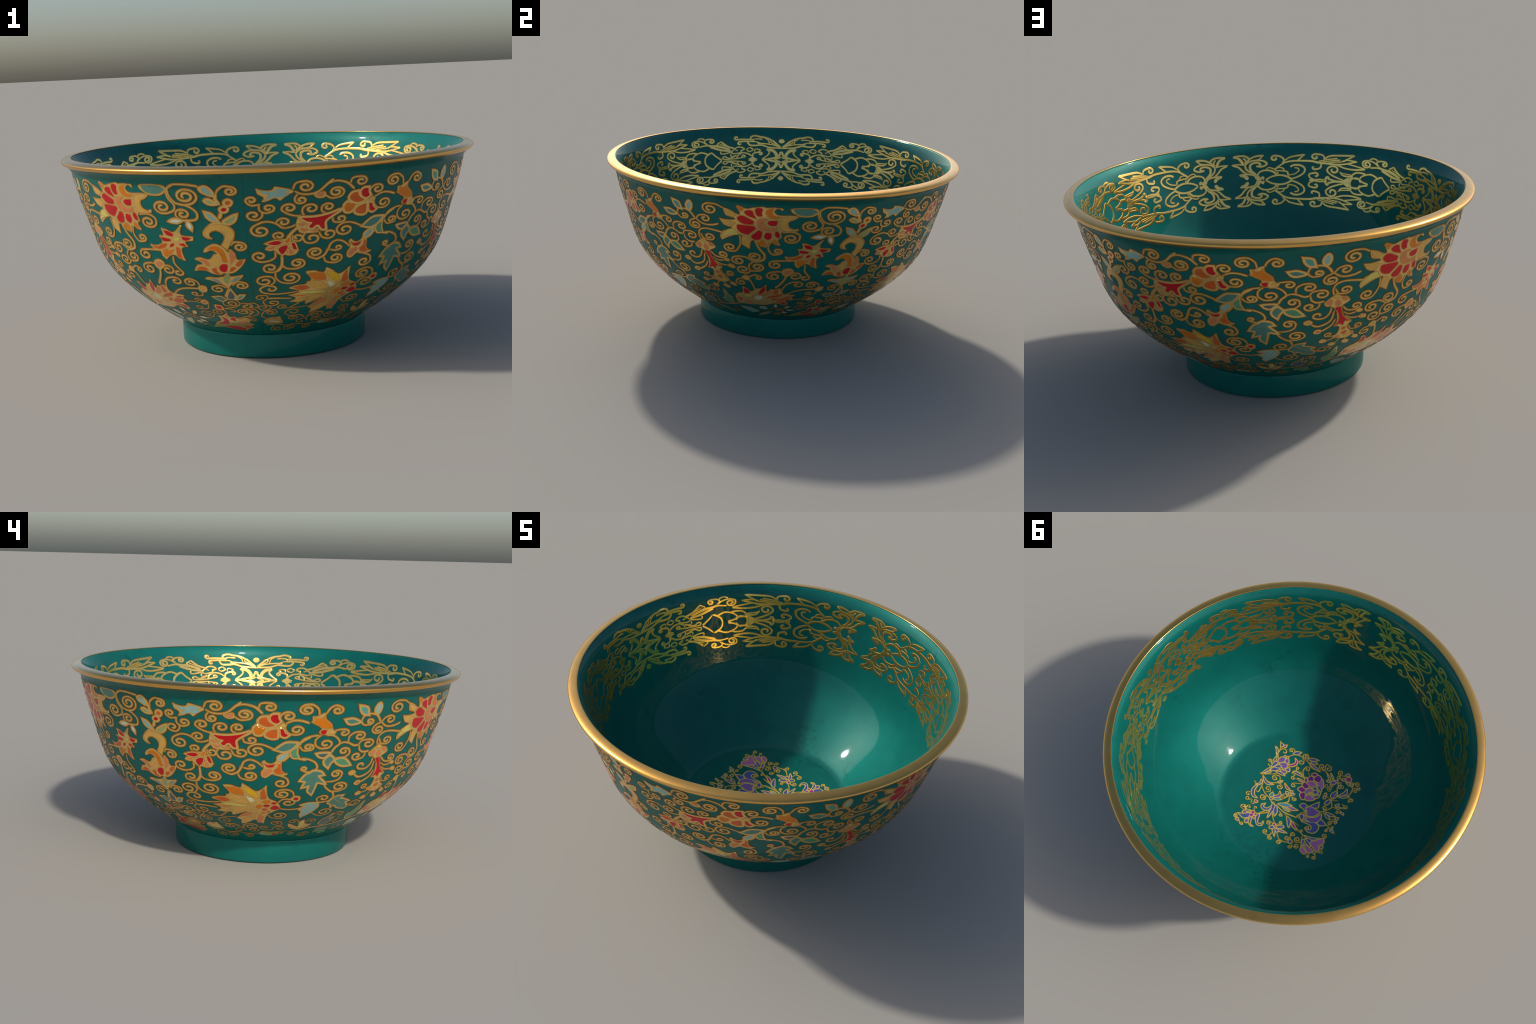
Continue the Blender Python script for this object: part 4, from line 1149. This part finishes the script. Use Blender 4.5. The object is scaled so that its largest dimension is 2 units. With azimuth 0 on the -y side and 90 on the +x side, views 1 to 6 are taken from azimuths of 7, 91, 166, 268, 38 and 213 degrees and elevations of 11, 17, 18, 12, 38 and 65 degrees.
enamel("blue", [(140, 220, 1), (142, 199), (135, 187), (118, 237), (97, 240), (89, 218, 1), (89, 242), (112, 249)])
vine([(149, 189), (111, 162), (85, 127)])
vine([(227, 209), (254, 204), (256, 190)], curl=(244, 193), turns=0.9, width=0.9)
vine([(247, 248), (259, 267), (254, 279)], curl=(248, 268), turns=1.2)
vine([(224, 274), (206, 293)], curl=(194, 292), turns=1.3)
enamel("purple", [(236, 286), (226, 276), (221, 289)])
vine([(224, 192), (223, 172)], curl=(213, 177), turns=0.9, width=0.9)
vine([(173, 182), (185, 163)], curl=(176, 161), turns=0.9, width=0.9)
motif("fan_flower")
enamel("magenta", [(31, 201), (27, 191), (17, 196), (21, 206)])
enamel("blue", [(40, 225), (28, 210), (17, 218), (32, 232)])
enamel("purple", [(15, 232), (11, 215), (-13, 260, 1)])
enamel("blue", [(4, 218), (-17, 220), (-11, 232)])
enamel("purple", [(-3, 213), (-37, 208), (-64, 208, 1), (-29, 218)])
enamel("blue", [(5, 200), (-20, 180), (-31, 185), (-8, 205)])
vine([(28, 188), (52, 166), (74, 135)])
vine([(27, 195), (66, 193)], curl=(58, 205), turns=1.2)
vine([(19, 193), (-9, 173)], curl=(0, 168), turns=1.2)
vine([(-16, 235), (-51, 265), (-100, 258), (-121, 238)])
vine([(10, 251), (17, 285)], curl=(3, 284), turns=1.2)
vine([(13, 275), (48, 278)], curl=(47, 263), turns=1.2)
vine([(-68, 266), (-61, 293)], curl=(-55, 280), turns=1.2)
vine([(-116, 241), (-99, 222), (-93, 247)], curl=(-85, 234), turns=1.2)
vine([(-99, 222), (-89, 195)], curl=(-103, 198), turns=1.3)
enamel("blue", [(-102, 246), (-113, 236), (-124, 244), (-114, 255)])
vine([(-121, 249), (-136, 270)], curl=(-125, 276), turns=1.2)
vine([(-131, 262), (-164, 266)], curl=(-156, 253), turns=1.2)
motif("leaf_pair")
enamel("blue", [(-16, 116), (-35, 121), (-48, 135), (-57, 168), (-35, 143)])
enamel("magenta", [(-55, 131), (-78, 140), (-104, 162, 1), (-73, 151)])
vine([(-5, 109), (-46, 122), (-112, 156), (-157, 170)])
vine([(-52, 122), (-108, 131)], width=0.8)
vine([(43, 108), (15, 121)], curl=(26, 124), turns=1.1)
vine([(-137, 164), (-140, 147)], curl=(-134, 152), turns=1)
motif("campanula_flower")
enamel("pink", [(-189, 241), (-229, 263), (-220, 273), (-193, 262)])
enamel("pink", [(-198, 223), (-224, 223), (-254, 234), (-246, 251), (-221, 246)])
enamel("pink", [(-219, 193), (-246, 160), (-272, 136), (-286, 159), (-267, 184), (-282, 204), (-276, 223), (-240, 206)])
enamel("blue", [(-170, 203), (-179, 197), (-188, 230)])
enamel("blue", [(-179, 190), (-208, 196), (-231, 216), (-201, 207)])
enamel("blue", [(-168, 171), (-209, 163), (-252, 145, 1), (-214, 172)])
enamel("blue", [(-186, 180), (-217, 177), (-213, 193)])
enamel("blue", [(-282, 191), (-292, 177), (-296, 194)])
enamel("blue", [(-263, 237), (-274, 226), (-274, 242)])
vine([(-153, 169), (-164, 199), (-187, 251)], width=0.9)
vine([(-170, 210), (-155, 229)], curl=(-142, 213), turns=1.5)
vine([(-250, 144), (-279, 127)], curl=(-267, 116), turns=1.3)
vine([(-283, 225), (-313, 219)], curl=(-299, 218), turns=1)
vine([(-276, 240), (-294, 266)], curl=(-282, 267), turns=1.2)
vine([(-240, 257), (-257, 276)], curl=(-248, 277), turns=1.2)
motif("iris_flower")
enamel("purple", [(-87, 10), (-109, -10), (-144, -7), (-169, -7, 1), (-152, 30), (-115, 47), (-102, 24)])
enamel("purple", [(-112, 65), (-159, 42), (-184, 3, 1), (-194, 34), (-174, 68), (-132, 76)])
enamel("blue", [(-77, 67), (-88, 57), (-103, 74), (-95, 87)])
enamel("magenta", [(-95, 51), (-100, 45), (-105, 51), (-100, 55)])
enamel("magenta", [(-105, 69), (-112, 63), (-115, 71), (-111, 75)])
enamel("blue", [(-46, 14), (-57, -7), (-87, -4, 1), (-77, 9), (-93, 29, 1), (-70, 20)])
enamel("blue", [(-102, -11), (-115, -34), (-133, -57, 1), (-143, -28), (-125, -17)])
enamel("blue", [(-194, 62), (-201, 35), (-240, 48, 1), (-218, 65)])
enamel("blue", [(-104, 95), (-148, 81), (-188, 69), (-211, 85), (-206, 124), (-174, 137), (-153, 129, 1), (-178, 122), (-176, 101), (-155, 92)])
vine([(-61, 91), (-73, 55), (-92, 29)], width=0.9)
vine([(-79, 88), (-112, 76)])
vine([(-168, -6), (-190, -25)])
motif("leafy_stem")
vine([(-179, -16), (-187, -24), (-215, -68), (-194, -106), (-195, -164), (-181, -199)])
vine([(-184, -19), (-224, 6), (-277, -5)], width=0.8)
enamel("blue", [(-202, -21), (-232, -27), (-261, -25, 1), (-232, -15)])
enamel("blue", [(-204, -12), (-227, -6), (-241, 6, 1), (-219, 2)])
vine([(-190, -25), (-167, -42)], curl=(-182, -41), turns=1.2)
enamel("purple", [(-270, -15), (-284, -25), (-282, -10)])
enamel("purple", [(-276, 7), (-287, 2), (-287, 12)])
vine([(-261, 1), (-263, 39)], curl=(-257, 26), turns=1.2)
vine([(-235, 43), (-265, 55), (-294, 65)])
enamel("blue", [(-281, 68), (-286, 57), (-305, 71, 1)])
vine([(-265, 55), (-254, 87)], curl=(-259, 77), turns=1.1)
vine([(-282, 61), (-289, 39)], curl=(-283, 46), turns=0.8)
enamel("blue", [(-173, -138), (-192, -170), (-205, -139), (-189, -120)])
enamel("blue", [(-171, -65), (-170, -90), (-187, -104), (-185, -75)])
enamel("blue", [(-213, -149), (-246, -166), (-269, -175, 1), (-246, -154)])
enamel("blue", [(-219, -155), (-235, -185), (-239, -210, 1), (-250, -185)])
vine([(-192, -109), (-231, -123)], width=0.8)
vine([(-192, -109), (-156, -115), (-134, -117)], width=0.8)
enamel("blue", [(-140, -102), (-152, -111), (-149, -97)])
enamel("blue", [(-138, -119), (-141, -131), (-149, -121)])
vine([(-212, -145), (-260, -177), (-271, -204), (-266, -237)])
vine([(-265, -169), (-303, -171)], curl=(-293, -162), turns=1.2)
vine([(-276, -160), (-286, -141)], curl=(-286, -146), turns=0.9, width=0.9)
vine([(-218, -69), (-264, -87), (-278, -108), (-258, -116)], width=0.9)
vine([(-264, -87), (-299, -101)], curl=(-286, -106), turns=1.2)
enamel("blue", [(-230, -89), (-243, -104), (-243, -90)])
enamel("blue", [(-241, -80), (-260, -88), (-253, -77)])
vine([(-234, -71), (-265, -73), (-298, -62)], width=0.9)
vine([(-255, -68), (-253, -49)], curl=(-260, -56), turns=1)
enamel("blue", [(-278, -62), (-293, -65), (-299, -59)])
motif("spray_flower")
enamel("purple", [(-132, -209), (-147, -224), (-159, -216), (-147, -201)])
enamel("purple", [(-152, -227), (-161, -236), (-164, -224)])
enamel("magenta", [(-176, -221), (-185, -228), (-188, -216), (-181, -214)])
enamel("magenta", [(-89, -244, 1), (-119, -223), (-119, -215)])
enamel("blue", [(-105, -256, 1), (-126, -241), (-141, -226)])
enamel("blue", [(-106, -206), (-122, -210), (-120, -201)])
enamel("blue", [(-186, -202), (-197, -213), (-198, -200)])
enamel("blue", [(-139, -191), (-149, -197), (-149, -186)])
vine([(-32, -262), (-70, -254), (-116, -214)])
vine([(-63, -254), (-38, -251)], curl=(-34, -270), turns=1.3)
vine([(-59, -262), (-53, -295), (-80, -295)], curl=(-77, -277), turns=1.1)
vine([(-146, -191), (-128, -164)], curl=(-121, -176), turns=1, width=0.9)
vine([(-150, -183), (-158, -158)], curl=(-145, -164), turns=1.1, width=0.9)
vine([(-189, -197), (-217, -207)], curl=(-202, -210), turns=0.9, width=0.9)
motif("heart_flower")
enamel("magenta", [(-202, -267), (-211, -282), (-230, -281), (-227, -261)])
enamel("purple", [(-185, -251), (-191, -265), (-201, -255)])
enamel("purple", [(-190, -288), (-200, -302), (-213, -293)])
enamel("blue", [(-217, -248), (-234, -248), (-238, -240)])
enamel("blue", [(-239, -261), (-253, -258), (-253, -243)])
vine([(-223, -278), (-249, -256), (-261, -234)], width=0.9)
vine([(-191, -282), (-154, -270)], curl=(-155, -288), turns=1.2)
vine([(-178, -258), (-159, -245)], curl=(-161, -258), turns=1)
vine([(-261, -234), (-261, -269), (-275, -280)], curl=(-278, -265), turns=1.2)
enamel("blue", [(-291, -242), (-302, -251), (-304, -243)])
vine([(-265, -233), (-283, -242)])
vine([(-289, -237), (-299, -225)], curl=(-287, -226), turns=1)
motif("great_peony_flower")
plate([(4, -90), (-2, -137), (-27, -187), (-64, -193), (-97, -154), (-112, -98), (-79, -61), (-37, -41), (-6, -60)])
enamel("plum", [(19, -74), (8, -95), (-19, -96), (-14, -70)])
enamel("plum", [(12, -115), (-4, -134), (-29, -116), (-11, -98)])
enamel("plum", [(-1, -162), (-9, -184), (-33, -176), (-29, -160), (-14, -151)])
enamel("plum", [(-33, -176), (-43, -207), (-67, -202), (-69, -173)])
enamel("plum", [(-7, -198), (-20, -212), (-37, -207), (-25, -192)])
enamel("plum", [(-7, -53), (-27, -71), (-44, -36), (-31, -29)])
enamel("plum", [(14, -142), (12, -162), (-4, -137)])
enamel("pink", [(-9, -134), (-11, -146), (-41, -158), (-79, -137, 1), (-56, -137), (-43, -124)])
enamel("pink", [(-61, -157), (-68, -174), (-76, -198), (-106, -159), (-101, -146), (-83, -155)])
enamel("pink", [(-16, -61), (-24, -88), (-44, -112), (-72, -104, 1), (-48, -92), (-41, -71)])
enamel("pink", [(-50, -37), (-45, -57), (-71, -76), (-79, -68), (-100, -66), (-77, -43)])
enamel("blue", [(-53, -130), (-69, -132), (-87, -120), (-77, -113)])
enamel("blue", [(-69, -103), (-81, -117), (-94, -108), (-86, -97)])
enamel("blue", [(-74, -141), (-86, -155), (-108, -130)])
enamel("blue", [(-98, -111), (-108, -119), (-112, -103)])
enamel("blue", [(-86, -73), (-112, -98), (-109, -80)])
vine([(103, -142), (101, -163), (65, -171), (17, -152)])
vine([(94, -140), (69, -154), (19, -150)], width=0.8)
vine([(83, -172), (42, -166), (16, -156)], width=0.8)
vine([(63, -179), (24, -159)], width=0.8)
enamel("blue", [(100, -155), (75, -164), (35, -156, 1), (62, -155)])
vine([(26, -157), (54, -192), (48, -224)], curl=(35, -213), turns=1.1)
vine([(86, -166), (100, -191)], curl=(90, -187), turns=1.1)
vine([(81, -140), (94, -122)], curl=(82, -121), turns=1)
vine([(19, -114), (56, -97)], curl=(55, -81), turns=1.2)
vine([(21, -131), (72, -124)], width=0.8)
vine([(5, -184), (22, -203)], width=0.8)
enamel("blue", [(52, -131), (30, -133), (15, -126, 1), (39, -127)])
motif("comet_flower")
enamel("magenta", [(104, -63, 1), (82, -52), (56, -42, 1), (82, -43)])
enamel("blue", [(52, -15), (50, -23), (41, -21), (42, -13)])
enamel("blue", [(72, -21), (56, -25), (62, -15)])
enamel("blue", [(47, -36), (42, -44), (36, -35)])
enamel("blue", [(63, -11), (54, -13), (57, -7)])
enamel("blue", [(37, -27), (24, -32), (31, -22)])
vine([(42, -10), (30, 27), (47, 45)])
vine([(47, -7), (65, 26)], curl=(65, 6), turns=1.3)
vine([(31, -9), (-3, -14)], curl=(9, -6), turns=1.4)
motif("comet_flower")
vine([(229, -176), (230, -150), (236, -113), (259, -55)], width=0.9)
vine([(261, -53), (235, -66), (218, -95)], width=0.8)
vine([(152, 194), (133, 171), (108, 134)], width=0.9)
vine([(97, 212), (85, 216), (88, 240), (110, 246)], width=0.8)
vine([(-92, 40), (-102, 24)], width=0.8)
vine([(-70, 67), (-61, 80)], width=1.3)
vine([(-83, 82), (-64, 85)])
vine([(-159, 133), (-142, 128), (-147, 114)], curl=(-158, 121), turns=0.6)
vine([(-162, 105), (-149, 106), (-151, 119)], width=0.8)
vine([(10, 107), (-44, 119)], width=0.8)

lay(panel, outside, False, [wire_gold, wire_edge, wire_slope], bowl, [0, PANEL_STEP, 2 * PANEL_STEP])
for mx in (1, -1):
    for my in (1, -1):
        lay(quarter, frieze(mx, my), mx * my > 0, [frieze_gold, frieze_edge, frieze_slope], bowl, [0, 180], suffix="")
lay(medallion, on_floor, False, [floor_gold, floor_edge, floor_slope], bowl, [0], join_cells=True)
